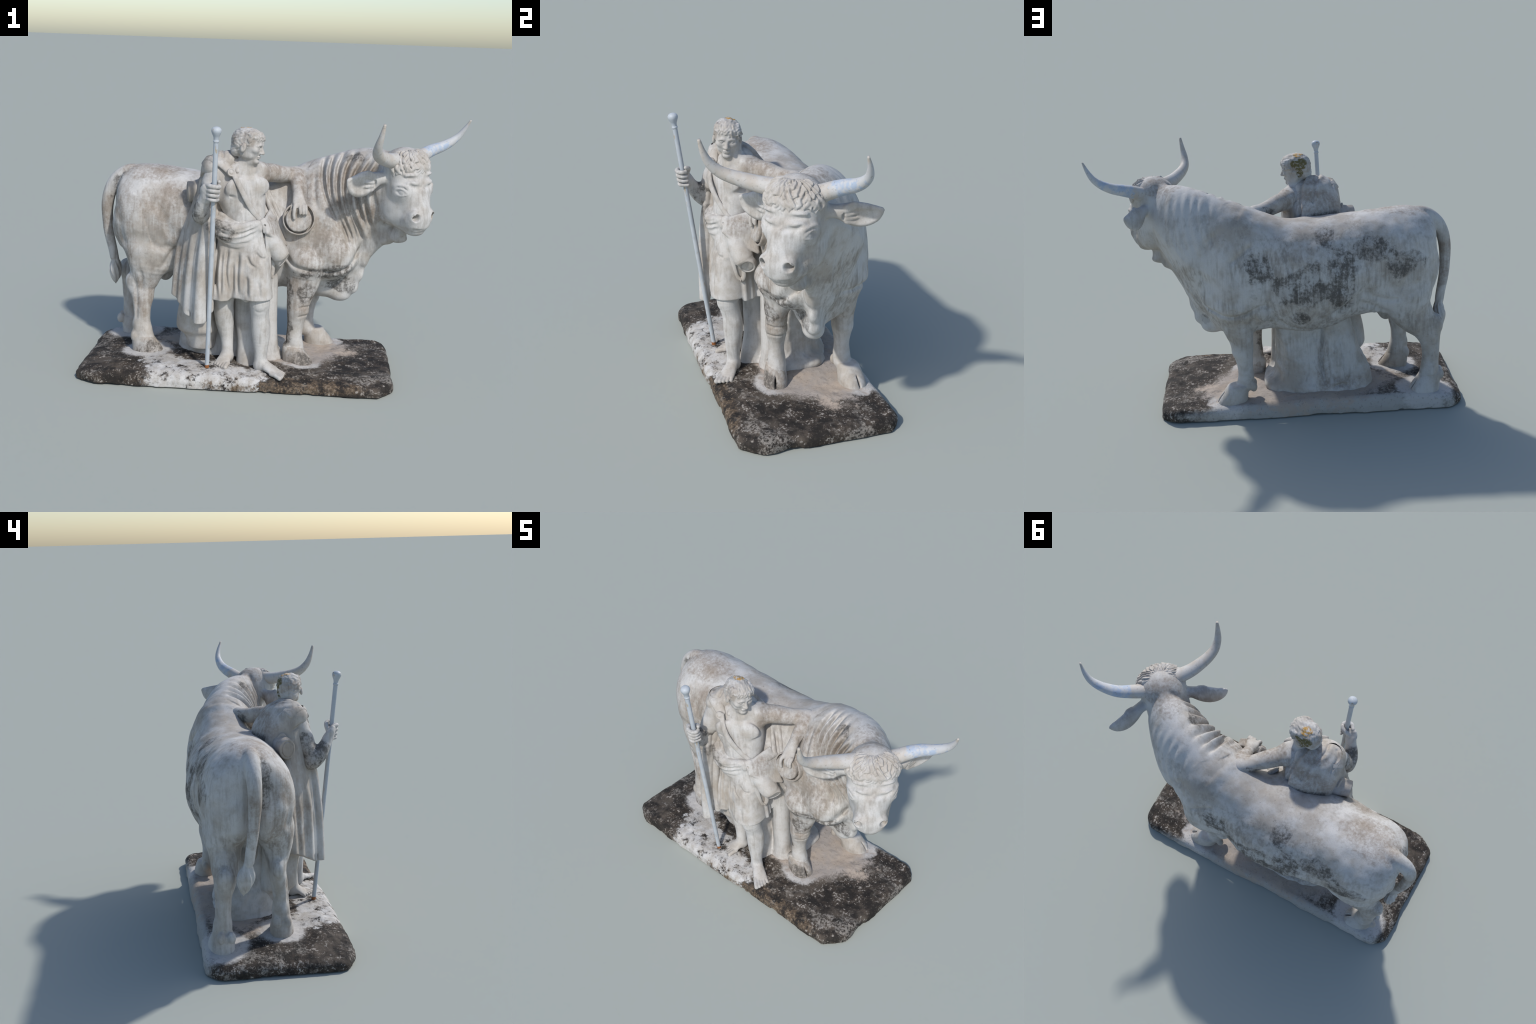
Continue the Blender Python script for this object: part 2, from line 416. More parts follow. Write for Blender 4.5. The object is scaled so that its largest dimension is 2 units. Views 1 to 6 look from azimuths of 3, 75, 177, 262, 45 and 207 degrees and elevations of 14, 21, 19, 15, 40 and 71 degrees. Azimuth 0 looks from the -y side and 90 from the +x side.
WHITE = (.53, .522, .51); CREAM = (.385, .345, .30); BROWN = (.20, .155, .118); SOOT = (.068, .062, .056); GREY = (.36, .355, .345)
def stone(name, white=WHITE, cream=CREAM, creamy=.5, specks=.5, brown=(), soot=(), streak=(), lichen=(), moss=(), blotch=0.):
    """weathered marble: cream clouds, rain streaks, dark growth where listed: (centre, radii)"""
    g = Nodes(name)
    big = g.noise(3.2, 4, .6); mid = g.noise(11, 5, .65, off=3.1); fine = g.noise(70, 4, .7, off=1.3); grain = g.noise(260, 2, .6, off=.7)
    run = g.noise(1., 4, .6, stretch=(62, 62, 5), off=2.)           # vertical rain streaks
    col = g.mix(g.ramp(g.math('ADD', g.math('MULTIPLY', big, .6), g.math('MULTIPLY', mid, .4)), .56-creamy*.25, .78-creamy*.25), white, cream)
    col = g.mix(g.math('MULTIPLY', g.ramp(mid, .5, .75), .35), col, (.37, .35, .325))
    w1 = g.noise(6.5, 5, .68, off=5.)
    warp = g.math('ADD', g.math('MULTIPLY', w1, .7), g.math('ADD', g.math('MULTIPLY', mid, .2), g.math('MULTIPLY', fine, .1)))
    if brown:
        m = g.most([g.blob(c, r, warp, .8) for c, r in brown])
        m = g.math('MULTIPLY', m, g.ramp(g.math('ADD', g.math('MULTIPLY', fine, .35), g.math('ADD', g.math('MULTIPLY', run, .3), g.math('MULTIPLY', mid, .35))), .34, .68))
        col = g.mix(g.math('MULTIPLY', m, .8), col, BROWN)
    if streak:
        m = g.most([g.blob(c, r, warp, .3) for c, r in streak])
        m = g.math('MULTIPLY', m, g.ramp(g.math('ADD', g.math('MULTIPLY', run, .6), g.math('MULTIPLY', mid, .4)), .42, .68))
        col = g.mix(g.math('MULTIPLY', m, .6), col, (.20, .182, .160))
    if blotch:
        m = g.math('MULTIPLY', g.ramp(g.math('ADD', g.math('MULTIPLY', big, .5), g.math('MULTIPLY', warp, .5)), .55, .62), blotch)
        col = g.mix(m, col, (.30, .28, .255))
    haze = g.ramp(g.math('ADD', g.math('MULTIPLY', w1, .6), g.math('MULTIPLY', run, .4)), .47, .66)
    col = g.mix(g.math('MULTIPLY', haze, .5), col, (.215, .193, .168))
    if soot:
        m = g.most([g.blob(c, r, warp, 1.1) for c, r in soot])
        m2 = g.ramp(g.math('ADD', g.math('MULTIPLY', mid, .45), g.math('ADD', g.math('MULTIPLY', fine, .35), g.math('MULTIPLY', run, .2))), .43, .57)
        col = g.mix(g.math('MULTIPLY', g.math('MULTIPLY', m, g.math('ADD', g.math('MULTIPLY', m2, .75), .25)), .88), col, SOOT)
    # scattered dark specks
    sp = g.math('MULTIPLY', g.ramp(fine, .60, .72), g.ramp(big, .40, .62))
    col = g.mix(g.math('MULTIPLY', sp, specks), col, (.16, .145, .125))
    col = g.mix(g.math('MULTIPLY', g.ramp(grain, .45, .75), .22), col, (.30, .28, .26))
    if moss:
        m = g.math('MULTIPLY', g.most([g.blob(c, r, warp, .6) for c, r in moss]), g.ramp(fine, .38, .52))
        col = g.mix(g.math('MULTIPLY', m, .9), col, (.105, .085, .018))
    if lichen:
        m = g.math('MULTIPLY', g.most([g.blob(c, r, warp, .6) for c, r in lichen]), g.ramp(fine, .42, .55))
        col = g.mix(g.math('MULTIPLY', m, .9), col, (.42, .23, .035))
    g.bump(g.math('ADD', g.math('MULTIPLY', fine, .6), g.math('ADD', g.math('MULTIPLY', grain, .25), g.math('MULTIPLY', mid, .5))), .35, .004)
    return g.done(col)

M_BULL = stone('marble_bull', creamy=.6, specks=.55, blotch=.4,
    brown=[((-.52, -.08, .86), (.20, .12, .20)), ((.42, -.05, 1.0), (.16, .12, .22)), ((-.80, .0, .75), (.10, .12, .2)), ((.10, -.10, 1.0), (.10, .12, .14)), ((.24, -.10, .72), (.14, .1, .16)), ((.165, -.05, .45), (.09, .08, .14)), ((-.67, -.03, .40), (.07, .06, .13)), ((.25, -.05, 1.08), (.16, .12, .12)), ((.60, .0, 1.22), (.12, .12, .05)), ((-.68, .05, 1.07), (.18, .15, .05)), ((-.9, .15, .8), (.06, .06, .16))],
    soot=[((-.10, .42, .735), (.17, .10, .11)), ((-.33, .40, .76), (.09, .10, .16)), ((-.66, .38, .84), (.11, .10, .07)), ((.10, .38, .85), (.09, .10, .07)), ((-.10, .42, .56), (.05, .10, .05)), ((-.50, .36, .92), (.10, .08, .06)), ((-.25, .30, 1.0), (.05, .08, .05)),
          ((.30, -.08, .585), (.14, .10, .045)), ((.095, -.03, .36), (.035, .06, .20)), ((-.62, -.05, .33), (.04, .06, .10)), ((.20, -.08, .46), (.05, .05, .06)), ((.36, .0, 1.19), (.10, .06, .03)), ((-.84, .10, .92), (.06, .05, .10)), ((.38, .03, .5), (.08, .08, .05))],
    streak=[((-.1, .3, .55), (.45, .2, .18)), ((.25, .3, .55), (.25, .2, .16)), ((-.75, .2, .55), (.15, .3, .15)), ((.35, -.05, .66), (.2, .1, .15)), ((-.2, .35, .85), (.5, .1, .2)), ((.45, .2, .7), (.2, .15, .2))])
M_MAN = stone('marble_man', creamy=.55, specks=.35,
    brown=[((-.01, -.05, 1.10), (.10, .08, .08)), ((.12, .02, 1.04), (.06, .08, .10)), ((-.15, -.15, 1.28), (.09, .09, .05)), ((-.17, -.05, 1.10), (.15, .05, .1))],
    soot=[((-.365, -.255, .91), (.075, .075, .07)), ((-.36, -.28, .95), (.04, .05, .05)), ((-.36, -.19, 1.0), (.05, .05, .05)), ((.05, .09, 1.07), (.06, .05, .03))],
    moss=[((-.150, -.105, 1.285), (.045, .04, .035)), ((-.155, -.10, 1.235), (.02, .03, .03))], lichen=[((-.15, -.14, 1.325), (.035, .03, .02))])
M_CLOTH = stone('marble_cloth', creamy=.68, specks=.3,
    brown=[((-.26, .02, 1.08), (.16, .08, .10)), ((-.22, -.10, 1.18), (.08, .06, .05)), ((-.44, -.1, .6), (.08, .12, .2)), ((.13, -.1, .87), (.09, .06, .09)), ((.0, -.15, .84), (.05, .06, .06))],
    soot=[((-.255, -.255, .828), (.085, .075, .05)), ((-.24, .04, 1.02), (.16, .05, .03))])
M_ROCK = stone('marble_rock', creamy=.55, specks=.3, brown=[((-.235, .24, .2), (.04, .1, .2)), ((-.35, .2, .12), (.12, .12, .06))])
M_HOOF = stone('marble_hoof', creamy=.7, specks=.4, brown=[((.2, -.05, .1), (.12, .1, .1)), ((-.6, -.03, .1), (.13, .1, .08))],
    soot=[((.20, -.10, .085), (.09, .06, .05)), ((-.63, -.06, .09), (.11, .07, .06))])
def horn_material():
    g = Nodes('painted_horn'); mid = g.noise(14, 4, .6); fine = g.noise(80, 3, .6); n = g.noise(1., 4, .6, stretch=(30, 30, 30), off=1.)
    col = g.mix(g.ramp(mid, .4, .62), (.45, .41, .365), (.49, .475, .455))
    x = HFOR.w(.215, -.07, .18); y = HFOR.w(.29, -.04, .21); z = HFOR.w(.36, .03, .32)
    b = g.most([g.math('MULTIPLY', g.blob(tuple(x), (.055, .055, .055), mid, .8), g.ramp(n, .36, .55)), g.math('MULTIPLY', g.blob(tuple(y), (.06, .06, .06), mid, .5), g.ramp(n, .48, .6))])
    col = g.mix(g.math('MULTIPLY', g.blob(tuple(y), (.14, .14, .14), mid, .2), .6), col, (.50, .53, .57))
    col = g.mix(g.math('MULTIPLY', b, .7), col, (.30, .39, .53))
    col = g.mix(g.math('MULTIPLY', g.ramp(fine, .58, .7), .5), col, (.25, .23, .20))
    g.bump(fine, .25, .002)
    return g.done(col, .6)
def staff_material():
    g = Nodes('painted_iron'); n = g.noise(18, 4, .6); f = g.noise(90, 3, .6)
    col = g.mix(g.ramp(n, .35, .7), (.40, .44, .48), (.46, .49, .52))
    rust = g.math('MULTIPLY', g.ramp(g.noise(1., 3, .6, stretch=(60, 60, 14)), .62, .7), .7)
    col = g.mix(rust, col, (.36, .27, .15))
    foot = g.blob((-.311, -.249, .09), (.03, .03, .016), f, .2)
    col = g.mix(foot, col, (.28, .11, .04))
    return g.done(col, .45)
def slab_material():
    g = Nodes('lichen_slab')
    big = g.noise(5, 5, .65); mid = g.noise(16, 5, .7, off=2.); fine = g.noise(75, 4, .7, off=1.); grain = g.noise(220, 2, .6)
    warp = g.math('ADD', g.math('MULTIPLY', mid, .45), g.math('ADD', g.math('MULTIPLY', big, .3), g.math('MULTIPLY', fine, .25)))
    dark = g.mix(g.ramp(mid, .42, .62), (.020, .017, .015), (.055, .043, .034))
    dark = g.mix(g.math('MULTIPLY', g.ramp(big, .54, .68), .7), dark, (.11, .09, .072))
    dark = g.mix(g.math('MULTIPLY', g.ramp(g.math('ADD', g.math('MULTIPLY', fine, .6), g.math('MULTIPLY', mid, .4)), .555, .60), .85), dark, (.40, .37, .335))
    grey = g.math('MULTIPLY', g.ramp(g.noise(7., 6, .72, off=7.), .49, .60), g.ramp(fine, .40, .58))
    dark = g.mix(g.math('MULTIPLY', grey, .75), dark, (.30, .275, .245))
    edge = g.most([g.blob(c, r, warp, .5) for c, r in [((-.1, -.345, .03), (.55, .06, .05)), ((.2, -.33, .05), (.35, .06, .05))]])
    dark = g.mix(g.math('MULTIPLY', g.math('MULTIPLY', edge, g.ramp(g.math('ADD', g.math('MULTIPLY', mid, .5), g.math('MULTIPLY', fine, .5)), .47, .58)), .75), dark, (.15, .105, .065))
    pale = g.mix(g.ramp(mid, .38, .62), (.52, .51, .50), (.40, .375, .345))
    beige = g.mix(g.ramp(big, .4, .6), (.40, .335, .28), (.36, .32, .29))
    inner = g.most([g.blob(c, r, warp, .5) for c, r in [((-.10, .20, .08), (.55, .22, .2)), ((.12, .1, .08), (.26, .22, .2))]])
    ring = g.most([g.blob(c, r, warp, .4) for c, r in [((.165, -.05, .07), (.125, .105, .2)), ((.285, .31, .07), (.13, .11, .2)), ((-.66, -.005, .08), (.145, .125, .2)), ((-.78, .31, .08), (.16, .13, .2))]])
    front = g.most([g.blob(c, r, warp, .8) for c, r in [((-.38, -.25, .08), (.24, .12, .2)), ((-.20, -.28, .06), (.20, .09, .2)), ((-.55, -.15, .08), (.12, .10, .2)), ((-.45, -.345, .03), (.16, .06, .06))]])
    front = g.math('MULTIPLY', front, g.ramp(g.math('ADD', g.math('MULTIPLY', g.noise(11, 6, .72, off=9.), .75), g.math('MULTIPLY', fine, .25)), .40, .50))
    back = g.most([g.blob(c, r, warp, .35) for c, r in [((-.25, .41, .03), (.72, .06, .1))]])
    col = g.mix(back, dark, (.37, .36, .34)); col = g.mix(front, col, pale); col = g.mix(ring, col, (.47, .455, .44)); col = g.mix(inner, col, beige)
    col = g.mix(g.math('MULTIPLY', g.ramp(fine, .56, .68), .4), col, (.10, .085, .07))
    g.bump(g.math('ADD', g.math('MULTIPLY', fine, .7), g.math('MULTIPLY', mid, .8)), .5, .006)
    return g.done(col, .85)
_s = unit((.734, .679, 0)); HFOR = Frame((.70, -.12, 1.05), _s, V(_s[1], -_s[0], 0), (0, 0, 1))
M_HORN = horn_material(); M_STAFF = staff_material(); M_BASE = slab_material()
# ================================================================== the statue
statue = bpy.data.objects.new('herdsman_and_bull_statue', None)
bpy.context.collection.objects.link(statue)
statue['label'] = 'weathered marble statue of a herdsman leaning on a bull'
statue['category'] = 'statue'

# ================================================================== BULL
TORSO, NECK, HEAD, EAR, EARB, FORE, FOREB, HIND, HINDB, TAIL, SCROTUM, HOOF, HOOFB, HOOFC, HOOFD, DEWLAP = range(1, 17)
bull = Solid((-.98, -.33, .03), (.87, .48, 1.30), .0044)

# --- trunk: rows (x, y centre, z centre, half width, half height)
trunk = [(-.862, .15, .91, .09, .09), (-.82, .152, .895, .155, .15), (-.75, .152, .858, .195, .222), (-.65, .153, .825, .228, .258), (-.52, .151, .803, .238, .270),
         (-.40, .150, .775, .252, .283), (-.28, .148, .743, .266, .303), (-.17, .147, .730, .274, .312),
         (-.05, .150, .738, .258, .312), (.06, .156, .764, .222, .324), (.18, .160, .775, .222, .352),
         (.28, .156, .785, .222, .367), (.36, .135, .80, .165, .33), (.41, .12, .80, .10, .24)]
bull.add(section(0, trunk, power=2.15, rnd=.05, egg=[(-.9, .1), (-.6, .10), (-.3, .0), (0, -.05), (.12, .05), (.3, .1)]), TORSO, 0)
# --- neck: tilted slices (top point, bottom point, half breadth)
bull.add(slices([(.17, .155, 1.115, .30, .13, .46, .215), (.33, .140, 1.19, .43, .09, .53, .197), (.435, .103, 1.222, .515, .045, .665, .166), (.53, .037, 1.232, .585, .0, .78, .133), (.605, -.03, 1.212, .640, -.045, .86, .104)],
                [(.3, 1, 0), (.72, .69, 0)], egg=.5), NECK, .05)

# --- dewlap: loose fold from the throat to the brisket
bull.add(loft([(.655, -.085, .82, .035, .033), (.582, -.02, .78, .024, .036), (.506, .035, .695, .022, .040), (.460, .055, .60, .026, .044), (.428, .07, .518, .036, .046), (.37, .085, .455, .05, .05), (.27, .11, .455, .06, .045)],
              [(.6, .8, 0), (.3, 1, 0)], n=26), DEWLAP, .045)
for p, r in [((.485, .038, .65), (.020, .025, .045)), ((.464, .055, .56), (.022, .025, .04)), ((.435, .065, .475), (.034, .031, .036)), ((.375, .082, .425), (.055, .045, .034)), ((.65, -.075, .785), (.045, .035, .022)), ((.60, -.03, .765), (.03, .025, .02))]:
    bull.add(ellipsoid(p, r), DEWLAP, .025)

# hollow on the right of the withers where the herdsman's arm rests
bull.relief(lambda X, Y, Z: (.085*np.exp(-((X-.04)/.10)**2-((Y+.04)/.10)**2-((Z-.99)/.115)**2)), (-.22, -.27, .75), (.32, .25, 1.25))
# --- shoulders and forelegs
bull.add(ellipsoid((.185, .0, .71), (.12, .082, .15), [(1, 0, .25), (0, 1, 0), (-.25, 0, 1)]), TORSO, .05)
bull.add(ellipsoid((.205, .315, .73), (.12, .08, .17), [(1, 0, .25), (0, 1, 0), (-.25, 0, 1)]), TORSO, .05)
bull.add(ellipsoid((.325, .005, .675), (.128, .122, .145)), TORSO, .04)
bull.add(ellipsoid((.31, .245, .66), (.10, .08, .11)), TORSO, .05)
def foreleg(lab, hoof, hooflab, x, y, bend):
    """rows down the leg; (x,y) is the knee"""
    bull.add(loft([(x+.03, y-bend*.02, .63, .085, .105), (x+.026, y, .55, .066, .092), (x+.012, y, .47, .058, .078), (x, y, .405, .052, .062),
                   (x-.002, y, .355, .054, .058), (x-.008, y, .30, .043, .047), (x-.012, y, .25, .037, .042), (x-.014, y, .20, .042, .044),
                   (x-.008, y, .155, .045, .047)], (0, 1, 0), n=26), lab, .03)
    # fetlock and dewclaws
    bull.add(ellipsoid((x-.052, y-.026, .145), (.020, .019, .028)), lab, .012)
    bull.add(ellipsoid((x-.052, y+.026, .145), (.020, .019, .028)), lab, .012)
    # knee bumps
    bull.add(ellipsoid((x+.03, y, .40), (.025, .038, .03)), lab, .02)
    bull.add(ellipsoid((x+.028, y, .35), (.022, .034, .022)), lab, .02)
def cloven(c, ang, lab, size=1.):
    """cloven hoof: a wedge sloping to the toe, slit at the front; c is the centre of the sole"""
    c = np.asarray(c, float); f = V(math.cos(ang), math.sin(ang), 0); s = V(-f[1], f[0], 0); up = V(0, 0, 1)
    rows = [(-.03, .004, .084, .060), (.0, .003, .083, .060), (.03, -.006, .076, .058), (.055, -.017, .067, .055), (.078, -.026, .059, .050), (.095, -.032, .053, .046)]
    bull.add(section(2, [(c[2]+z*size, c[0]+f[0]*o*size, c[1]+f[1]*o*size, l*size, w*size) for z, o, l, w in rows], turn=ang, power=2.3, rnd=.012), lab, .008)
    bull.cut(ellipsoid(c+f*.075*size+up*.02, (.06*size, .0042, .055), [f, unit(s+f*.0), unit(up-f*.35)]), .006)
    bull.line([c+f*.035+up*.09-s*.03, c+f*.045+up*.088, c+f*.035+up*.09+s*.03], .004, .005)
foreleg(FORE, None, HOOF, .150, -.030, 1)
foreleg(FOREB, None, HOOFB, .212, .285, -1)
cloven((.158, -.045, .068), -.28, HOOF, .98)
cloven((.275, .308, .066), .18, HOOFB, 1.02)

# --- haunches and hind legs
for y, sg in ((.035, -1), (.268, 1)):
    bull.add(ellipsoid((-.70, y, .785), (.145, .108, .21), [(1, 0, .15), (0, 1, 0), (-.15, 0, 1)]), HIND if sg < 0 else HINDB, .045)
    bull.add(ellipsoid((-.595, y+sg*.01, .655), (.095, .08, .12), [(1, 0, .5), (0, 1, 0), (-.5, 0, 1)]), HIND if sg < 0 else HINDB, .045)
bull.add(loft([(-.66, .02, .64, .095, .145), (-.67, .01, .56, .078, .112), (-.685, .012, .495, .058, .083), (-.70, .016, .44, .047, .073), (-.695, .01, .385, .045, .062), (-.697, .003, .33, .04, .05),
               (-.698, .0, .275, .038, .045), (-.70, .0, .225, .042, .048), (-.692, -.003, .18, .046, .050), (-.682, -.006, .145, .046, .050)], (0, 1, 0), n=30), HIND, .04)
bull.add(ellipsoid((-.765, .022, .462), (.03, .028, .045)), HIND, .03)
bull.add(loft([(-.68, .28, .64, .098, .15), (-.705, .28, .56, .086, .122), (-.748, .283, .49, .068, .098), (-.79, .29, .43, .055, .078), (-.812, .302, .37, .046, .06), (-.818, .305, .31, .04, .048),
               (-.818, .306, .26, .038, .045), (-.816, .308, .215, .044, .05), (-.808, .31, .17, .047, .050), (-.80, .312, .14, .047, .050)], (0, 1, 0), n=30), HINDB, .04)
bull.add(ellipsoid((-.852, .295, .465), (.028, .03, .045)), HINDB, .03)
for y in (.075, .225):
    bull.add(ellipsoid((-.785, y, .765), (.088, .075, .15)), HIND if y < .1 else HINDB, .035)
for x, y, lab in ((-.735, .0, HIND), (-.872, .30, HINDB)):
    bull.add(ellipsoid((x, y-.026, .165), (.022, .021, .03)), lab, .012)
    bull.add(ellipsoid((x, y+.024, .165), (.022, .021, .03)), lab, .012)
cloven((-.667, -.006, .078), -.15, HOOFC, 1.03)
cloven((-.785, .318, .078), .25, HOOFD, 1.05)

# --- flank folds, belly line, udder side
bull.add(ellipsoid((-.47, .15, .60), (.12, .16, .07)), TORSO, .08)
bull.add(limb([(-.52, .15, .56, .045), (-.57, .15, .53, .05), (-.60, .15, .505, .045)]), SCROTUM, .03)
bull.add(ellipsoid((-.595, .15, .49), (.042, .05, .05)), SCROTUM, .02)
bull.add(limb([(-.16, .15, .43, .02), (-.08, .15, .425, .018)]), TORSO, .03)

# ------------------------------------------------------------------ relief on the bull
# wrinkles on the right side of the bent neck: (x,z) curves carved from the -y side
wr = [[(.275, 1.20), (.245, 1.11), (.262, 1.0), (.305, .90), (.36, .80)],
      [(.325, 1.215), (.285, 1.12), (.290, 1.0), (.33, .90), (.38, .79), (.41, .69)],
      [(.375, 1.225), (.325, 1.12), (.325, 1.0), (.355, .90), (.40, .80), (.43, .71)],
      [(.425, 1.225), (.368, 1.12), (.358, 1.02), (.38, .92), (.42, .82), (.45, .73)],
      [(.47, 1.21), (.41, 1.10), (.385, 1.0), (.41, .90), (.455, .80), (.475, .74)],
      [(.51, 1.20), (.455, 1.11), (.425, 1.02), (.445, .92), (.485, .82)],
      [(.54, 1.19), (.49, 1.10), (.465, 1.0), (.485, .90), (.515, .81)]]
for i, c in enumerate(wr):
    bull.seam(c, .031, .011, 1, -.33, .16, n=26)
    bull.seam([(x+.021, z) for x, z in c], -.010, .014, 1, -.33, .16, n=26)
bull.seam([(.225, 1.16), (.205, 1.08), (.21, .98), (.23, .90)], .008, .012, 1, -.33, .06)
# left side of the neck: long shallow flutes
rng = random.Random(8)
for c in [[(.475, 1.235), (.50, 1.15), (.49, 1.0), (.46, .90)], [(.395, 1.21), (.418, 1.13), (.40, 1.03), (.37, .93)], [(.56, 1.225), (.585, 1.14), (.578, 1.0), (.50, .83)], [(.435, 1.22), (.46, 1.12), (.445, .99), (.42, .90)], [(.52, 1.22), (.545, 1.12), (.53, .98), (.47, .85)], [(.34, 1.19), (.36, 1.08), (.335, .98)]]:
    bull.seam(c, rng.uniform(.002, .007), .016, 1, .03, .48)
    bull.seam([(x-.02, z) for x, z in c], -.003, .018, 1, .03, .48)
for c in [[(.60, .92), (.555, .80), (.50, .69), (.46, .60)], [(.575, .90), (.52, .78), (.46, .68), (.42, .60)]]:
    bull.seam(c, .009, .010, 1, .05, .48)
# right side: shoulder, chest and brisket outlines
bull.seam([(.063, .681), (.111, .626), (.182, .604), (.243, .594)], .014, .013, 1, -.33, .10)
bull.seam([(.243, .594), (.324, .592), (.393, .612), (.439, .668), (.484, .75)], .015, .013, 1, -.33, .08)
bull.seam([(.257, .523), (.329, .495), (.369, .508), (.397, .551)], .010, .014, 1, -.33, .06)
# left side: shoulder blade, elbow, flank, stifle
bull.seam([(.271, 1.05), (.357, .99), (.409, .895), (.404, .806), (.361, .736)], .010, .022, 1, .18, .48)
bull.seam([(.131, .978), (.195, .927), (.26, .886)], .010, .014, 1, .20, .48)
bull.seam([(.43, .625), (.368, .606), (.285, .59), (.211, .597), (.114, .632), (.065, .655)], .015, .012, 1, .16, .48)
bull.seam([(.065, .663), (.075, .595), (.10, .53)], .013, .013, 1, .16, .48)
bull.add(ellipsoid((.095, .335, .60), (.045, .045, .06)), FOREB, .02)
bull.seam([(.04, .60), (.0, .535), (-.065, .49), (-.15, .47)], .009, .012, 1, .18, .48)
bull.seam([(.23, .88), (.21, .78), (.22, .68)], .007, .025, 1, .2, .48)
bull.seam([(-.471, .746), (-.407, .67), (-.321, .612), (-.224, .554)], .011, .018, 1, .18, .48)
bull.seam([(-.45, .736), (-.493, .665), (-.578, .637), (-.653, .656)], .010, .016, 1, .18, .48)
bull.seam([(-.418, .635), (-.514, .59), (-.612, .535)], .010, .016, 1, .18, .48)
bull.seam([(-.322, .70), (-.322, .66)], -.012, .035, 1, .25, .48)
bull.seam([(-.482, 1.0), (-.461, .92), (-.482, .835)], .008, .03, 1, .2, .48)
bull.seam([(-.44, .95), (-.43, .84), (-.44, .74)], -.006, .06, 1, .22, .48)
for x in (-.04, -.10, -.16, -.22, -.28, -.34):
    bull.seam([(x+.03, .93), (x-.005, .78), (x+.015, .62)], -.005, .017, 1, .25, .48)
# right haunch
bull.seam([(-.489, .696), (-.54, .641), (-.585, .555)], .014, .014, 1, -.2, .12)
bull.seam([(-.821, .907), (-.811, .784), (-.776, .641)], .005, .018, 1, -.2, .12)
bull.seam([(-.653, .709), (-.591, .67), (-.53, .694)], .008, .02, 1, -.2, .12)
bull.seam([(-.62, .92), (-.56, .82), (-.53, .72)], .007, .025, 1, -.2, .12)
bull.seam([(-.70, .56), (-.69, .48), (-.70, .40)], .007, .012, 1, -.2, .06)
bull.seam([(-.735, .50), (-.725, .42), (-.72, .33), (-.725, .24)], .007, .010, 1, -.2, .06)
bull.seam([(-.80, .50), (-.835, .43), (-.84, .33), (-.84, .24)], .007, .010, 1, .25, .42)
bull.rough(.0045, .10, 77, 2, TORSO)
bull.rough(.0045, .09, 78, 2, HIND); bull.rough(.0045, .09, 79, 2, HINDB)
# hind cleft under the tail
bull.seam([(.15, 1.0), (.15, .85), (.15, .7), (.15, .56)], .020, .020, 0, -1., -.70)
bull.seam([(.06, .95), (.05, .8), (.055, .65), (.06, .52)], .008, .018, 0, -1., -.72)
bull.seam([(.25, .95), (.26, .8), (.255, .65), (.26, .52)], .008, .018, 0, -1., -.72)
# dewlap hollows
bull.seam([(.50, .60), (.455, .555), (.42, .50)], .012, .018, 1, -.3, .07)
bull.seam([(.535, .66), (.51, .58)], .008, .015, 1, -.3, .06)
# knee creases of the right foreleg
for z in (.435, .385, .335):
    bull.seam([(.145, z-.006), (.18, z+.004), (.215, z)], .006, .0055, 1, -.33, .05)
# --- tail: thick root over the rump, hanging behind the left haunch, ending in a tuft
bull.add(limb([(-.70, .145, 1.04, .03), (-.79, .147, 1.045, .038), (-.858, .147, 1.003, .039), (-.899, .147, .94, .036), (-.918, .148, .86, .033), (-.920, .155, .77, .029),
               (-.914, .163, .69, .027), (-.897, .174, .60, .025), (-.886, .183, .53, .024)], 40), TAIL, .012)
tuft = Frame((-.885, .19, .46), (0, 1, 0), (1, 0, 0), (0, 0, 1))
for i in range(9):
    a0 = i*2*math.pi/8; pts = []
    for q in range(6):
        t = q/5; R_ = (.010, .026, .034, .030, .018, .003)[q] if i < 8 else .002; an = a0+1.5*t
        pts.append((-.886-.004*t+R_*.62*math.cos(an), .184+.030*t+R_*math.sin(an), .555-.19*t, (.010, .0145, .016, .0135, .009, .004)[q]))
    bull.add(limb(pts, 15), TAIL, .0035)
for i in range(9):
    pts = []
    for q in range(6):
        t = q/5; R_ = (.018, .038, .047, .041, .025, .006)[q]; an = (i+.5)*2*math.pi/9+1.5*t
        pts.append((-.886-.004*t+R_*.62*math.cos(an), .184+.030*t+R_*math.sin(an), .555-.19*t))
    bull.line(pts, .010, .007, 12)

# ------------------------------------------------------------------ bull head, in its own frame
S_ = unit((.734, .679, 0)); F_ = V(S_[1], -S_[0], 0)
HF = Frame((.70, -.12, 1.05), S_, F_, (0, 0, 1))     # left, forward, up
hax = [S_, F_, V(0, 0, 1)]
def hell(c, r, lab=HEAD, k=.03, tilt=0.):
    ca, sa = math.cos(tilt), math.sin(tilt)
    ax = [S_, F_*ca+V(0, 0, 1)*sa, V(0, 0, 1)*ca-F_*sa]
    bull.add(ellipsoid(HF.w(c), r, ax), lab, k)
def hcut(c, r, k=.008, tilt=0.):
    ca, sa = math.cos(tilt), math.sin(tilt)
    ax = [S_, F_*ca+V(0, 0, 1)*sa, V(0, 0, 1)*ca-F_*sa]
    bull.cut(ellipsoid(HF.w(c), r, ax), k)
def hloft(rows, lab=HEAD, k=.03, cap=None):
    bull.add(loft([(*HF.w(r[:3]), r[3], r[4]) for r in rows], S_, n=len(rows)*4, cap=cap), lab, k)
def hline(pts, amp, w): bull.line([HF.w(p) for p in pts], amp, w)
hell((0, -.065, .10), (.122, .105, .108), k=.05)
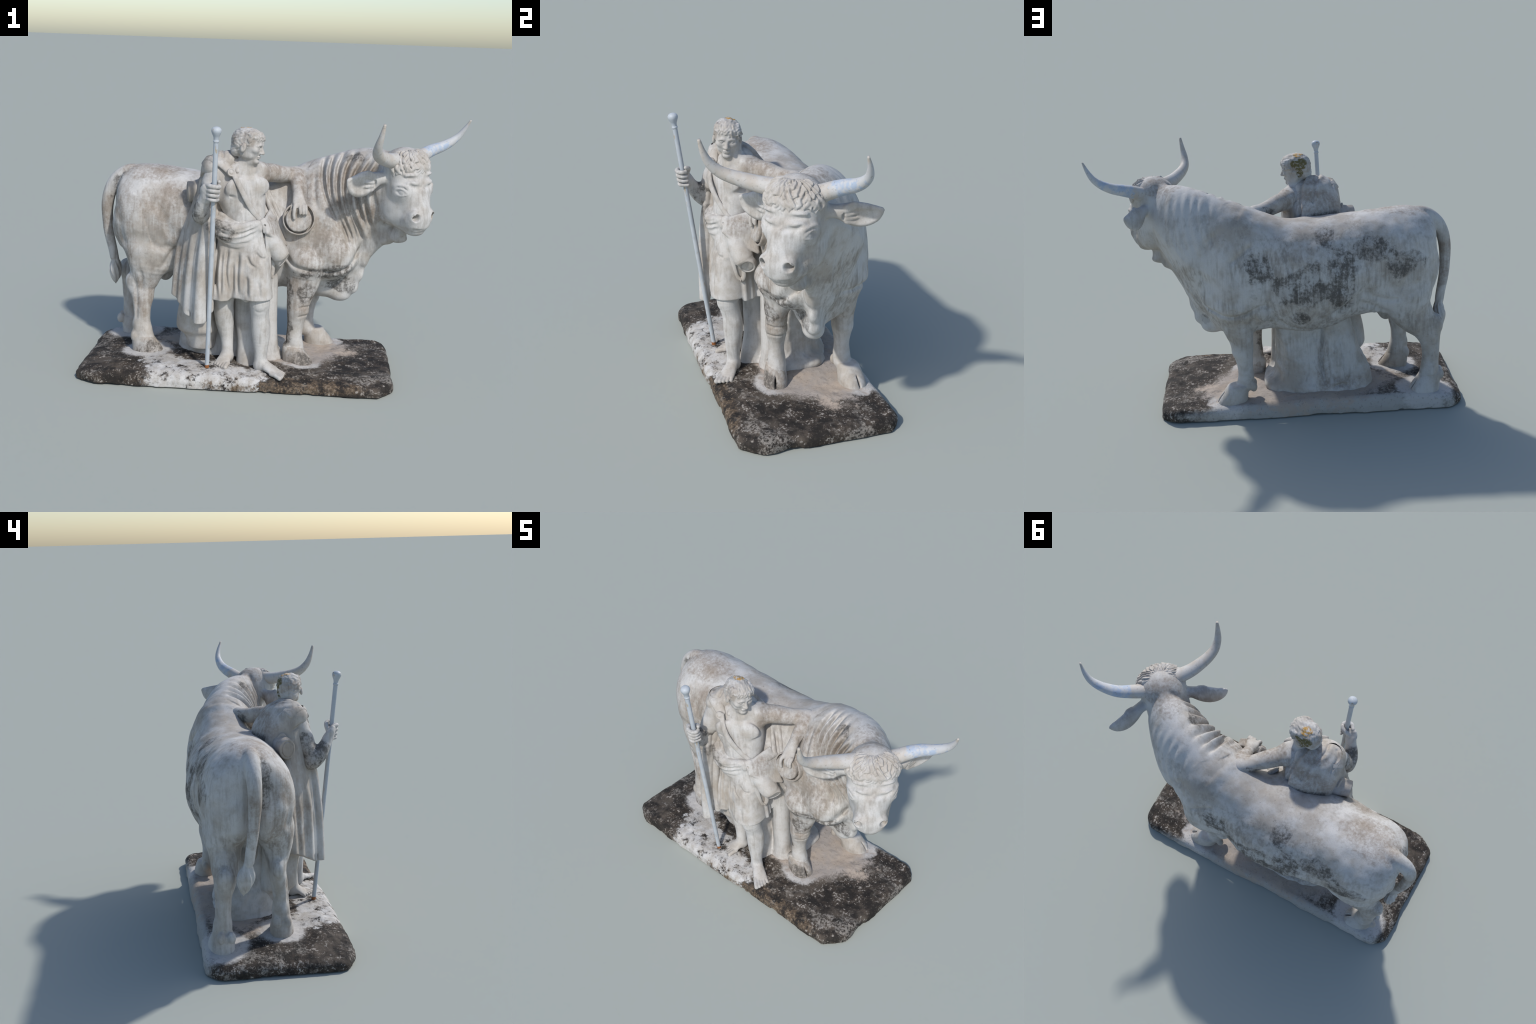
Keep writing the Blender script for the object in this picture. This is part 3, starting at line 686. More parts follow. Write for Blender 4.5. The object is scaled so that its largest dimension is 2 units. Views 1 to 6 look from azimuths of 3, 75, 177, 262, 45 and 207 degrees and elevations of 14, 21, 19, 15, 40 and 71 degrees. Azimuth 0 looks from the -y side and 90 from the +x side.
# forehead to nose: rows (left, forward, up, half width, half depth)
hloft([(0, -.045, .11, .118, .085), (0, -.030, .04, .112, .090), (0, .0, -.03, .097, .084), (-.004, .024, -.08, .078, .075), (-.01, .036, -.13, .074, .072), (-.01, .035, -.165, .068, .058)], k=.03, cap=.05)
for sd in (-1, 1):
    hell((sd*.066, -.078, -.065), (.046, .085, .108), k=.035, tilt=-.25)      # cheek
    hell((sd*.060, -.088, -.135), (.036, .055, .048), k=.02)                   # angle of the jaw
    hell((sd*.055, -.02, -.145), (.03, .07, .04), k=.03, tilt=-.35)        # jaw edge
hloft([(0, -.12, -.12, .085, .06), (0, -.05, -.155, .075, .05), (-.003, .01, -.19, .055, .032), (-.006, .045, -.203, .043, .02)], k=.025)   # lower jaw
hell((-.012, .052, -.142), (.082, .058, .052), k=.02)                       # muzzle
hell((-.012, .06, -.17), (.06, .045, .03), k=.02)
hell((-.008, .035, -.208), (.045, .045, .02), k=.012)                       # lower lip
for sd in (-1, 1):
    hell((sd*.052-.012, .078, -.118), (.03, .03, .03), k=.02)               # nostril wing
    hcut((sd*.061-.012, .098, -.124), (.0165, .045, .019), .006, -.2)
    hcut((sd*.061-.012, .125, -.123), (.022, .03, .023), .010, -.2)
    hline([(sd*.078-.012, .10, -.112), (sd*.062-.012, .112, -.103), (sd*.042-.012, .118, -.112)], -.004, .008)
    hell((sd*.044, .036, .043), (.046, .030, .019), k=.005, tilt=-.1)        # brow pads
    hell((sd*.050, .022, .081), (.050, .030, .017), k=.005)
    hell((sd*.078, -.012, .002), (.040, .062, .050), k=.03)                   # orbit
    hcut((sd*.130, .018, -.003), (.020, .030, .0165), .010)                    # eye socket
    hell((sd*.099, .014, -.004), (.0155, .024, .0155), k=.002)                # eyeball
    hline([(sd*.092, .052, -.012), (sd*.108, .036, .010), (sd*.117, .010, .0135), (sd*.117, -.020, .000)], -.005, .0040)
    hline([(sd*.092, .052, -.012), (sd*.106, .036, -.018), (sd*.114, .010, -.020), (sd*.117, -.020, .000)], -.004, .0040)
    hline([(sd*.086, .055, .014), (sd*.108, .034, .030), (sd*.120, .0, .031), (sd*.120, -.03, .014)], -.006, .009)
    hline([(sd*.095, .045, .012), (sd*.114, .022, .022), (sd*.120, -.01, .021)], .004, .004)
    hline([(sd*.004, .066, .024), (sd*.03, .065, .019), (sd*.06, .061, .024), (sd*.09, .045, .042)], .010, .009)    # under the brow pads
    hline([(sd*.01, .058, .069), (sd*.045, .056, .064), (sd*.09, .032, .075)], .009, .009)
    hline([(sd*.075-.008, .045, -.185), (sd*.07, .0, -.19), (sd*.062, -.03, -.18)], .006, .006)   # mouth corner
hline([(0, .062, .025), (0, .062, .06), (0, .055, .1)], .014, .007)
hline([(-.075, .07, -.185), (-.01, .11, -.193), (.055, .07, -.185)], .009, .006)            # mouth
# groove where head and neck meet
for sd in (-1, 1):
    hline([(sd*.02, -.145, .19), (sd*.085, -.165, .13), (sd*.125, -.165, .02), (sd*.12, -.15, -.08), (sd*.10, -.115, -.17)], .018, .013)
    hline([(sd*.11, -.12, -.12), (sd*.085, -.07, -.20), (sd*.065, -.01, -.225)], .010, .014)
# ears: leaf-shaped cups, open to the front
for lab, root, tip, wv, sz in ((EAR, (.10, -.115, .055), (.310, -.205, .068), (0, .25, 1), 1.), (EARB, (-.10, -.10, .055), (-.325, -.143, .056), (0, .15, 1), 1.2)):
    root, tip = HF.w(root), HF.w(tip)
    a = unit(tip-root); L = np.linalg.norm(tip-root)
    wd = S_*wv[0]+F_*wv[1]+V(0, 0, wv[2]); wd = unit(wd-(wd@a)*a); face = np.cross(wd, a); face = face*np.sign(face@F_)
    at = lambda t, w=0., f=0.: root+a*t*L+wd*w*sz+face*f
    bull.add(loft([(*at(.0), .030, .030), (*at(.2, -.004), .030*sz, .028), (*at(.42, -.018, -.004), .050*sz, .026), (*at(.62, -.028, -.006), .056*sz, .022), (*at(.8, -.022, -.004), .046*sz, .017), (*at(.93, -.010), .026*sz, .011), (*at(.99, -.003), .012, .006)], wd, n=20), lab, .015)
    bull.cut(loft([(*at(.34, -.018, .018), .020*sz, .012), (*at(.48, -.022, .020), .038*sz, .020), (*at(.64, -.028, .020), .043*sz, .020), (*at(.80, -.022, .016), .033*sz, .015), (*at(.92, -.01, .012), .014*sz, .008)], wd, n=14), .004)
    for j in range(5):
        b0 = at(.36, -.016+(j-2)*.016, .010)
        bull.add(limb([(*b0, .011), (*(b0+a*.03+wd*(j-1.8)*.006-face*.008), .009), (*(b0+a*(.055+.008*(j % 2))+wd*(j-1.8)*.004-face*.016), .004)], 7), lab, .004)

# sole plane
bull.D[:, :, bull.ax[2] < .058] = .05

bnames = {TORSO: 'bull_torso', NECK: 'bull_neck', HEAD: 'bull_head', EAR: 'ear', EARB: 'ear', FORE: 'foreleg', FOREB: 'foreleg', HIND: 'hind_leg', HINDB: 'hind_leg', TAIL: 'tail',
          SCROTUM: 'scrotum', HOOF: 'hoof', HOOFB: 'hoof', HOOFC: 'hoof', HOOFD: 'hoof', DEWLAP: 'dewlap'}
bpar = {EAR: HEAD, EARB: HEAD, HOOF: FORE, HOOFB: FOREB, HOOFC: HIND, HOOFD: HINDB}
bmats = {l: M_BULL for l in bnames}
for l in (HOOF, HOOFB, HOOFC, HOOFD): bmats[l] = M_HOOF
bparts = carve(bull, bnames, lambda l, o: o[bpar[l]] if l in bpar else statue, bmats)
bull_head = bparts[HEAD]
del bull

# ------------------------------------------------------------------ horns
hornA = [(.09, -.08, .132, .040), (.118, -.081, .143, .037), (.167, -.08, .163, .034), (.217, -.074, .18, .031), (.264, -.056, .196, .0275), (.306, -.034, .219, .023), (.339, -.01, .251, .0175), (.355, .017, .293, .0115), (.361, .047, .341, .0045)]
hornB = [(-.08, -.053, .145, .041), (-.109, -.047, .147, .038), (-.163, -.037, .154, .035), (-.215, -.021, .167, .032), (-.264, -.001, .182, .0285), (-.306, .024, .205, .0245), (-.332, .053, .243, .0195), (-.342, .078, .291, .0135), (-.346, .096, .347, .0065)]
for rows in (hornA, hornB):
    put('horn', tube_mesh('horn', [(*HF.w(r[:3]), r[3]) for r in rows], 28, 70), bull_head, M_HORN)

# ------------------------------------------------------------------ curly forelock
rng = random.Random(5)
lo = HF.ws([(-.19, -.22, .02), (.19, .12, .02), (-.19, .12, .28), (.19, -.22, .28)])
hair = Solid(lo.min(0)-.02, lo.max(0)+.02, .0028)
hair.add(ellipsoid(HF.w(0, -.048, .112), (.124, .094, .092), hax), 1, 0)
hair.cut(ellipsoid(HF.w(0, .06, .02), (.2, .12, .06), hax), .01)
def scalp(az, el, out=0.):
    """point on the hair cap at an azimuth (0 = front) and elevation"""
    out -= .05*max(0, math.sin(el)-.6)
    return HF.w(.124*math.sin(az)*math.cos(el)*(1+out), -.055+.098*math.cos(az)*math.cos(el)*(1+out), .108+.090*math.sin(el)*(1+out))
def locks_of_hair(X, Y, Z):
    """wavy locks in overlapping rows, hanging from the poll to the brow"""
    o = HF.w(0, -.048, .112); x, y, z = X-f32(o[0]), Y-f32(o[1]), Z-f32(o[2])
    l = (x*f32(S_[0])+y*f32(S_[1]))/f32(.123); f = (x*f32(F_[0])+y*f32(F_[1]))/f32(.088)
    az = np.arctan2(l, f); el = np.arctan2(z/f32(.082), np.sqrt(l*l+f*f))
    v = 3.1-el*2.6+.35*np.sin(az*9+1)+.2*np.sin(az*17)
    row = np.floor(v); fr = v-row
    ph = az*12+row*2.1+.75*np.sin(el*8+az*5+row*1.7)
    lock = np.abs(np.sin(ph))**.8
    fade = smoothstep(1.45, 1.0, el)*smoothstep(-.55, .1, f)
    h = (.0045*smoothstep(0, .75, fr)*(1-smoothstep(.9, 1., fr))+.0105*lock+.0015*np.sin(ph*4))*fade
    return -(h-.004)
hair.relief(locks_of_hair, hair.lo, hair.lo+hair.n*hair.h)
for i in range(13):                                    # ragged fringe
    az0 = math.radians((i-6)*13.5)+rng.uniform(-.05, .05); pts = []; ph = rng.uniform(0, 6.28); L = rng.uniform(.34, .5)
    for q in range(6):
        t = q/5; pts.append((*scalp(az0+.09*math.sin(t*4.6+ph), .18-L*t, .01+.05*math.sin(t*2.8)), .0115*(1-.6*t)))
    hair.add(limb(pts, 12), 1, .003)
hb = carve(hair, {1: 'curly_forelock'}, lambda l, o: bull_head, M_BULL)
del hair
# ================================================================== HERDSMAN
MTORSO, MNECK, MHEAD, MHAIR, ARM, ARMB, HAND, HANDB, LEG, LEGB, FOOT, FOOTB = range(1, 13)
man = Solid((-.42, -.43, .04), (.24, .15, 1.36), .0032)
E_ = unit((.88, .47, 0)); N_ = V(E_[1], -E_[0], 0)         # his left, his front (chest)
BF = Frame((-.150, -.130, 0), E_, N_, (0, 0, 1)); bax = [E_, N_, V(0, 0, 1)]
TURN = math.atan2(E_[1], E_[0])
def mell(c, r, lab, k): man.add(ellipsoid(BF.w(c), r, bax), lab, k)
# trunk rows (z, x, y, half breadth, half depth)
man.add(section(2, [(.70, -.155, -.145, .115, .085), (.80, -.155, -.145, .117, .090), (.88, -.150, -.140, .110, .087), (.96, -.153, -.133, .114, .092), (1.03, -.162, -.128, .118, .092),
                    (1.09, -.166, -.118, .128, .074), (1.135, -.155, -.118, .11, .056), (1.165, -.145, -.13, .06, .045)], turn=TURN, power=2.2, rnd=.03), MTORSO, 0)
for sd in (-1, 1):
    mell((sd*.056-.010, .066, 1.038), (.066 if sd < 0 else .060, .024, .052), MTORSO, .014)      # breast
    if sd < 0: mell((sd*.105, .01, .985), (.035, .05, .06), MTORSO, .04)
mell((0, .066, .90), (.07, .026, .06), MTORSO, .04)                      # belly
# collar bones
man.line([BF.w(.015, .062, 1.118), BF.w(.06, .066, 1.123), BF.w(.12, .045, 1.135)], -.006, .010)
man.line([BF.w(.0, .072, 1.08), BF.w(0, .088, 1.02), BF.w(.002, .092, .96), BF.w(.003, .09, .88)], .006, .010)
for sd in (-1, 1):
    man.line([BF.w(sd*.010-.008, .098, .996), BF.w(sd*.032-.008, .101, .984), BF.w(sd*.064-.008, .095, .981), BF.w(sd*.095-.008, .072, .998), BF.w(sd*.112-.008, .045, 1.03)], .009, .008)
    man.line([BF.w(sd*.02, .092, .955), BF.w(sd*.06, .09, .93), BF.w(sd*.09, .075, .90)], .005, .010)
man.line([BF.w(-.04, .09, .925), BF.w(0, .095, .93), BF.w(.04, .09, .925)], .003, .007)
for sd in (-1, 1):
    man.line([BF.w(sd*.035, .096, .97), BF.w(sd*.042, .094, .92), BF.w(sd*.036, .09, .86)], .004, .008)
man.line([BF.w(-.05, .09, .87), BF.w(0, .095, .868), BF.w(.05, .09, .87)], .004, .008)
# neck
man.add(limb([(-.148, -.13, 1.10, .062), (-.140, -.14, 1.15, .047), (-.132, -.148, 1.20, .045)]), MNECK, .035)
man.add(limb([(-.105, -.165, 1.12, .010), (-.12, -.12, 1.17, .012), (-.138, -.105, 1.21, .012)]), MNECK, .012)
# --- left arm resting on the bull
man.add(limb([(-.075, -.062, 1.092, .050), (-.025, -.015, 1.090, .049), (.03, .030, 1.078, .044), (.075, .072, 1.074, .040), (.102, .092, 1.072, .038)]), ARM, .04)
man.add(limb([(.108, .092, 1.072, .038), (.118, .058, 1.058, .039), (.118, .018, 1.03, .036), (.122, -.03, .995, .027), (.126, -.055, .968, .024)]), ARM, .02)
mell((.085, -.022, 1.105), (.042, .05, .042), ARM, .03)
# left hand, fingers hooked over the rim of the hat
man.add(loft([(.123, -.042, .985, .026, .021), (.128, -.075, .958, .033, .018), (.137, -.098, .935, .034, .014)], (1, .15, 0), n=7), HAND, .012)
for i, dx in enumerate((.000, .0155, .030)):
    x = .137+dx
    man.add(limb([(x-.002, -.100, .940, .0092), (x, -.118, .925, .0088), (x+.002, -.121, .902, .0075)]), HAND, .0025)
man.add(limb([(.112, -.085, .95, .011), (.108, -.118, .925, .0098), (.106, -.126, .898, .009), (.109, -.124, .876, .0078)]), HAND, .004)
man.add(limb([(.108, -.06, .955, .012), (.094, -.085, .925, .010), (.092, -.10, .90, .008)]), HAND, .008)
# --- right arm bent up to the staff
man.add(limb([(-.290, -.168, 1.105, .056), (-.308, -.180, 1.06, .053), (-.330, -.205, .99, .048), (-.350, -.225, .93, .043), (-.356, -.235, .895, .042)]), ARMB, .04)
man.add(limb([(-.356, -.238, .893, .042), (-.358, -.265, .915, .043), (-.348, -.295, .95, .036), (-.334, -.318, .985, .029), (-.322, -.332, 1.005, .026)]), ARMB, .02)
stf0 = V(-.3105, -.248, .085); stf1 = V(-.274, -.391, 1.335); sd_ = unit(stf1-stf0)
def staff_at(z): return stf0+(stf1-stf0)*((z-stf0[2])/(stf1[2]-stf0[2]))
man.add(loft([(-.326, -.328, 1.0, .034, .022), (-.318, -.345, 1.025, .042, .022), (-.306, -.358, 1.045, .040, .018)], (.0, -.35, .9), n=7), HANDB, .014)
for i in range(4):
    z = 1.064-i*.0225; c = staff_at(z)
    r = .0108-.0006*i; o = .024
    man.add(limb([(c[0]-.034, c[1]-.002, z+.004, r), (c[0]-.016, c[1]-o, z+.003, r), (c[0]+.008, c[1]-o-.001, z, r), (c[0]+.026-.004*i, c[1]-.008, z-.002, r*.95), (c[0]+.02, c[1]+.012, z-.002, r*.85)], 11), HANDB, .004)
c = staff_at(1.06)
man.add(limb([(c[0]-.03, c[1]+.02, 1.035, .014), (c[0]-.012, c[1]+.03, 1.065, .012), (c[0]+.012, c[1]+.024, 1.078, .011), (c[0]+.022, c[1]+.012, 1.084, .009)]), HANDB, .008)
for pts, a_, w_ in ([(-.045, -.115, 1.085), (.0, -.075, 1.07), (.05, -.025, 1.06)], .004, .010), ([(-.345, -.252, 1.0), (-.372, -.255, .955), (-.385, -.25, .915)], .004, .010), ([(-.33, -.235, 1.05), (-.345, -.25, 1.0), (-.36, -.27, .95)], -.005, .016), ([(.145, .03, 1.06), (.145, .0, 1.03), (.145, -.03, 1.0)], .003, .008):
    man.line(pts, a_, w_)
# --- legs and bare feet
man.add(limb([(-.095, -.165, .70, .06), (-.075, -.19, .58, .06), (-.055, -.21, .49, .057), (-.048, -.218, .44, .052), (-.046, -.205, .38, .047), (-.040, -.200, .32, .050), (-.036, -.203, .26, .046), (-.034, -.207, .20, .037), (-.034, -.208, .15, .033), (-.036, -.21, .11, .032)], 34), LEG, .02)
man.add(ellipsoid((-.046, -.243, .445), (.03, .022, .032)), LEG, .02)
man.line([(-.07, -.262, .41), (-.045, -.266, .405), (-.02, -.262, .412)], .004, .007)
man.add(limb([(-.215, -.15, .70, .06), (-.225, -.155, .58, .06), (-.235, -.155, .48, .058), (-.240, -.150, .42, .053), (-.238, -.140, .36, .052), (-.232, -.134, .30, .047), (-.222, -.138, .24, .036), (-.216, -.145, .19, .031), (-.215, -.15, .13, .031)], 34), LEGB, .02)
def bare_foot(heel, toe, w, lab, z0):
    heel = V(*heel); toe = V(*toe); f = unit(toe-heel); f[2] = 0; f = unit(f); s = V(-f[1], f[0], 0); L = np.linalg.norm(toe-heel)
    man.add(ellipsoid(heel+f*.028+V(0, 0, z0+.024-heel[2]), (.036, .030, .030), [f, s, V(0, 0, 1)]), lab, .02)
    a = heel+f*.03; b = heel+f*(L*.72)
    man.add(loft([(a[0], a[1], z0+.045, .028, .035), (*(heel+f*L*.35)[:2], z0+.034, .033, .026), (*(heel+f*L*.58)[:2], z0+.022, .038, .017), (b[0], b[1], z0+.013, .039, .012)], s, n=12), lab, .012)
    for i in range(5):
        u = (i-2)/2*w; r = (.0125, .0098, .0092, .0088, .0085)[i if w > 0 else i]
        ext = (.0, -.002, -.008, -.016, -.026)[i]
        p0 = b+s*u*.030-f*(.012); p1 = heel+f*(L+ext-.008)+s*u*.034
        man.add(limb([(p0[0], p0[1], z0+.014, r), ((p0[0]+p1[0])/2, (p0[1]+p1[1])/2, z0+.013, r*.92), (p1[0], p1[1], z0+.007, r)]), lab, .0035)
bare_foot((-.058, -.190, .07), (.098, -.300, .07), 1, FOOT, .071)
bare_foot((-.205, -.118, .07), (-.250, -.248, .07), -1, FOOTB, .088)
# ------------------------------------------------------------------ his head
G_ = unit((.966, -.26, 0)); Lf = V(-G_[1], G_[0], 0); pitch = -.10
U2 = unit(V(0, 0, 1)*math.cos(pitch)-G_*math.sin(pitch)+Lf*.06); G2 = unit(G_-(G_@U2)*U2); L2 = np.cross(U2, G2)
MH = Frame((-.137, -.162, 1.242), L2, G2, U2); max_ = [L2, G2, U2]
def fell(c, r, lab, k, cut=False):
    e = ellipsoid(MH.w(c), r, max_)
    man.cut(e, k) if cut else man.add(e, lab, k)
def fline(pts, amp, w): man.line([MH.w(p) for p in pts], amp, w, n=10)
fell((0, -.010, .020), (.058, .074, .064), MHEAD, .01)
man.add(loft([(*MH.w(0, .022, .03), .052, .050), (*MH.w(0, .026, -.005), .051, .048), (*MH.w(0, .028, -.04), .040, .042), (*MH.w(0, .036, -.066), .024, .027)], L2, n=12), MHEAD, .02)
fell((0, .056, -.070), (.017, .012, .012), MHEAD, .012)                    # chin
for sd in (-1, 1):
    fell((sd*.033, .008, -.043), (.012, .034, .018), MHEAD, .015)            # jaw
    fell((sd*.033, .052, -.012), (.016, .014, .013), MHEAD, .015)          # cheek bone
    fell((sd*.024, .079, .0005), (.016, .0175, .009), 0, .005, True)         # eye socket
    fell((sd*.024, .062, .000), (.010, .010, .006), MHEAD, .003)
    fline([(sd*.008, .074, .013), (sd*.025, .074, .015), (sd*.042, .060, .009)], -.008, .006)   # brow
    fell((sd*.0085, .074, -.026), (.0065, .0075, .0055), MHEAD, .005)      # nostril wing
    
man.add(limb([(*MH.w(0, .067, .010), .007), (*MH.w(0, .077, -.010), .0075), (*MH.w(0, .083, -.024), .009)]), MHEAD, .006)
fell((0, .066, -.045), (.019, .009, .0055), MHEAD, .004)                    # lips
fell((0, .064, -.053), (.016, .009, .0055), MHEAD, .004)
fline([(-.021, .066, -.054), (-.008, .074, -.0495), (.008, .074, -.0495), (.021, .066, -.054)], .005, .0030)
fline([(-.012, .066, -.060), (0, .070, -.061), (.012, .066, -.060)], .004, .005)
# hair: a cap of short locks, fringe over the brow
fell((0, -.026, .020), (.0635, .062, .068), MHAIR, .006)
fell((0, .0, .048), (.060, .072, .042), MHAIR, .008)
fell((0, -.055, -.028), (.045, .032, .035), MHAIR, .015)
rng = random.Random(3)
for i in range(11):
    a = (i-5)/5; l = .056*math.sin(a*1.35); f = .064*math.cos(a*1.2)+.004
    man.add(limb([(*MH.w(l*.9, f-.012, .066), .010), (*MH.w(l*1.0+.004, f+.001, .050), .010), (*MH.w(l*1.06+.009, f+.001-.006*abs(a), .030+.006*math.sin(i*2.1)-.012*abs(a)), .006)]), MHAIR, .005)
for sd in (-1, 1):
    man.add(limb([(*MH.w(sd*.055, .024, .03), .010), (*MH.w(sd*.053, .018, .002), .006)]), MHAIR, .006)
for sd in (-1, 1):                                                        # ears, over the hair
    man.add(ellipsoid(MH.w(sd*.063, -.004, -.010), (.009, .0145, .022), [L2, unit(G2-U2*.2), unit(U2+G2*.2)]), MHEAD, .004)
    fell((sd*.074, .0, -.008), (.006, .008, .014), 0, .003, True)
def locks(X, Y, Z):
    m = smoothstep(1.20, 1.23, Z)
    return (m*(.0030*np.sin(X*190+2.5*np.sin(Z*105)+Y*80)*np.sin(Z*150+2.6*np.sin(Y*130+X*90))))
keep = man.L == MHAIR
b = man.box(MH.o-.12, MH.o+.12)
man.D[b] += np.where(man.L[b] == MHAIR, locks(*man.xyz(b)), 0).astype(f32)
del keep
mn = {MTORSO: 'man_torso', MNECK: 'man_neck', MHEAD: 'man_head', MHAIR: 'hair', ARM: 'arm', ARMB: 'arm', HAND: 'hand', HANDB: 'hand', LEG: 'leg', LEGB: 'leg', FOOT: 'foot', FOOTB: 'foot'}
mp = {MHAIR: MHEAD, HAND: ARM, HANDB: ARMB, FOOT: LEG, FOOTB: LEGB}
mparts = carve(man, mn, lambda l, o: o[mp[l]] if l in mp and mp[l] in o else statue, M_MAN)
del man

# ================================================================== CLOTHING
# --- short tunic: rows (z, x, y, half breadth, half depth), pleated
def pleats(th, z):
    d = smoothstep(.78, .52, z)
    return -(d*(.010*np.sin(th*9+1.2+2*z)+.006*np.sin(th*17+.4-5*z)*smoothstep(.75, .5, z)-.002)).astype(f32)
cloth = Solid((-.42, -.34, .40), (.10, .12, .93), .0032)
cloth.add(section(2, [(.455, -.172, -.138, .174, .125), (.52, -.170, -.140, .164, .121), (.60, -.167, -.142, .152, .115), (.68, -.163, -.142, .138, .105), (.76, -.158, -.145, .128, .100), (.84, -.155, -.145, .122, .096)],
                 turn=.10, power=2.3, pleat=pleats, rnd=.006), 1, 0)
cloth.add(section(2, [(.472, -.07, -.205, .088, .092), (.55, -.078, -.20, .086, .088), (.65, -.088, -.19, .082, .084), (.75, -.10, -.175, .075, .076), (.82, -.11, -.165, .06, .06)], power=2.2, rnd=.006), 1, .025)
cloth.cut(ellipsoid((-.165, -.22, .44), (.045, .12, .035)), .012)
cloth.cut(ellipsoid((-.17, -.12, .42), (.145, .095, .06)), .01)
cloth.cut(ellipsoid((-.055, -.20, .44), (.068, .07, .05)), .008)
for c, a in [([(-.215, .74), (-.225, .62), (-.21, .50)], .012), ([(-.16, .72), (-.165, .6), (-.16, .49)], .010), ([(-.27, .74), (-.275, .62), (-.27, .47)], .010), ([(-.12, .70), (-.10, .66), (-.07, .645)], .006), ([(-.115, .60), (-.112, .54), (-.11, .49)], .008), ([(-.245, .72), (-.25, .6), (-.245, .47)], .007), ([(-.19, .66), (-.19, .58), (-.185, .5)], .006), ([(-.08, .72), (-.05, .69), (-.02, .685)], .006), ([(-.30, .72), (-.31, .6), (-.315, .5)], .008), ([(-.06, .58), (-.05, .53), (-.045, .49)], .004)]:
    cloth.seam(c, a*1.2, .0075, 1, -.34, -.15)
    cloth.seam([(x+.018, z) for x, z in c], -a*.7, .011, 1, -.34, -.15)
# --- rolled sash round the hips: sagging folds of cloth
def ring(rows, k=.008, lab=2):
    cloth.add(limb(rows, 22), lab, k)
ring([(-.275, -.10, .86, .022), (-.29, -.165, .865, .026), (-.265, -.225, .852, .030), (-.215, -.25, .835, .031), (-.15, -.25, .838, .026), (-.085, -.228, .858, .020), (-.06, -.212, .862, .015)])
ring([(-.29, -.15, .83, .022), (-.265, -.225, .812, .028), (-.205, -.250, .797, .028), (-.14, -.248, .806, .021), (-.085, -.228, .833, .015), (-.06, -.215, .85, .010)])
ring([(-.29, -.15, .80, .017), (-.255, -.222, .785, .020), (-.195, -.247, .768, .020), (-.13, -.244, .778, .017), (-.085, -.226, .805, .013), (-.062, -.215, .835, .010)])
ring([(-.285, -.15, .775, .014), (-.24, -.225, .765, .015), (-.18, -.242, .747, .015), (-.12, -.238, .758, .013), (-.08, -.222, .785, .010)])
ring([(-.27, -.05, .92, .018), (-.28, -.12, .905, .020), (-.255, -.19, .885, .020), (-.21, -.225, .866, .018), (-.17, -.235, .860, .012)])
ring([(-.05, -.20, .87, .014), (-.01, -.13, .86, .018), (.0, -.06, .86, .02)])
for pts in ([(-.285, -.235, .853), (-.215, -.284, .826), (-.14, -.274, .838), (-.08, -.246, .862)], [(-.29, -.225, .828), (-.21, -.281, .805), (-.14, -.268, .815), (-.085, -.242, .842)], [(-.27, -.245, .80), (-.20, -.278, .783), (-.13, -.264, .795), (-.09, -.24, .82)], [(-.25, -.245, .772), (-.19, -.268, .757), (-.12, -.258, .768)]):
    cloth.line(pts, .006, .0055, 16)
# knot and hanging end
cloth.add(ellipsoid((-.066, -.222, .838), (.020, .017, .024)), 3, .006)
cloth.add(loft([(-.064, -.222, .82, .020, .010), (-.055, -.218, .76, .020, .010), (-.046, -.212, .70, .021, .010), (-.036, -.205, .62, .022, .009)], (.8, .5, 0), n=12), 3, .005)
cloth.line([(-.062, -.232, .82), (-.052, -.229, .75), (-.045, -.222, .68)], .005, .004)
carve(cloth, {1: 'tunic', 2: 'sash', 3: 'knot'}, lambda l, o: statue if l == 1 else o[1], M_CLOTH)
del cloth

# --- cloak: over the right shoulder, down the back and right side
def folds(th, z):
    d = smoothstep(1.05, .62, z)
    return -(d*(.014*np.sin(th*13+1.0)+.007*np.sin(th*23+2+3*z))+.0*z).astype(f32)
cl = Solid((-.56, -.34, .06), (.02, .32, 1.24), .0036)
# back of the torso and raised shoulder
cl.add(section(2, [(.60, -.25, -.05, .15, .10), (.75, -.25, -.045, .15, .105), (.90, -.250, -.05, .150, .108), (1.0, -.245, -.056, .150, .112), (1.07, -.240, -.068, .145, .102), (1.13, -.242, -.09, .122, .085), (1.17, -.238, -.105, .100, .072), (1.20, -.25, -.118, .055, .045)],
              turn=TURN-.12, power=2.3, rnd=.03), 1, 0)
cl.add(limb([(-.165, -.095, 1.145, .035), (-.215, -.115, 1.165, .042), (-.27, -.15, 1.15, .05), (-.305, -.175, 1.13, .05)]), 1, .03)
cl.add(ellipsoid((-.30, -.135, 1.125), (.065, .06, .055)), 1, .03)
# falling side: rows (z, x, y, half breadth, half depth)
cl.add(section(2, [(.385, -.428, -.182, .114, .024), (.50, -.423, -.176, .114, .026), (.67, -.406, -.162, .110, .032), (.81, -.380, -.154, .098, .038), (.93, -.354, -.146, .084, .042), (1.05, -.325, -.14, .062, .045), (1.11, -.315, -.15, .05, .04), (1.15, -.305, -.155, .035, .03)],
              turn=-.86, power=2.4, rnd=.012), 1, .03)
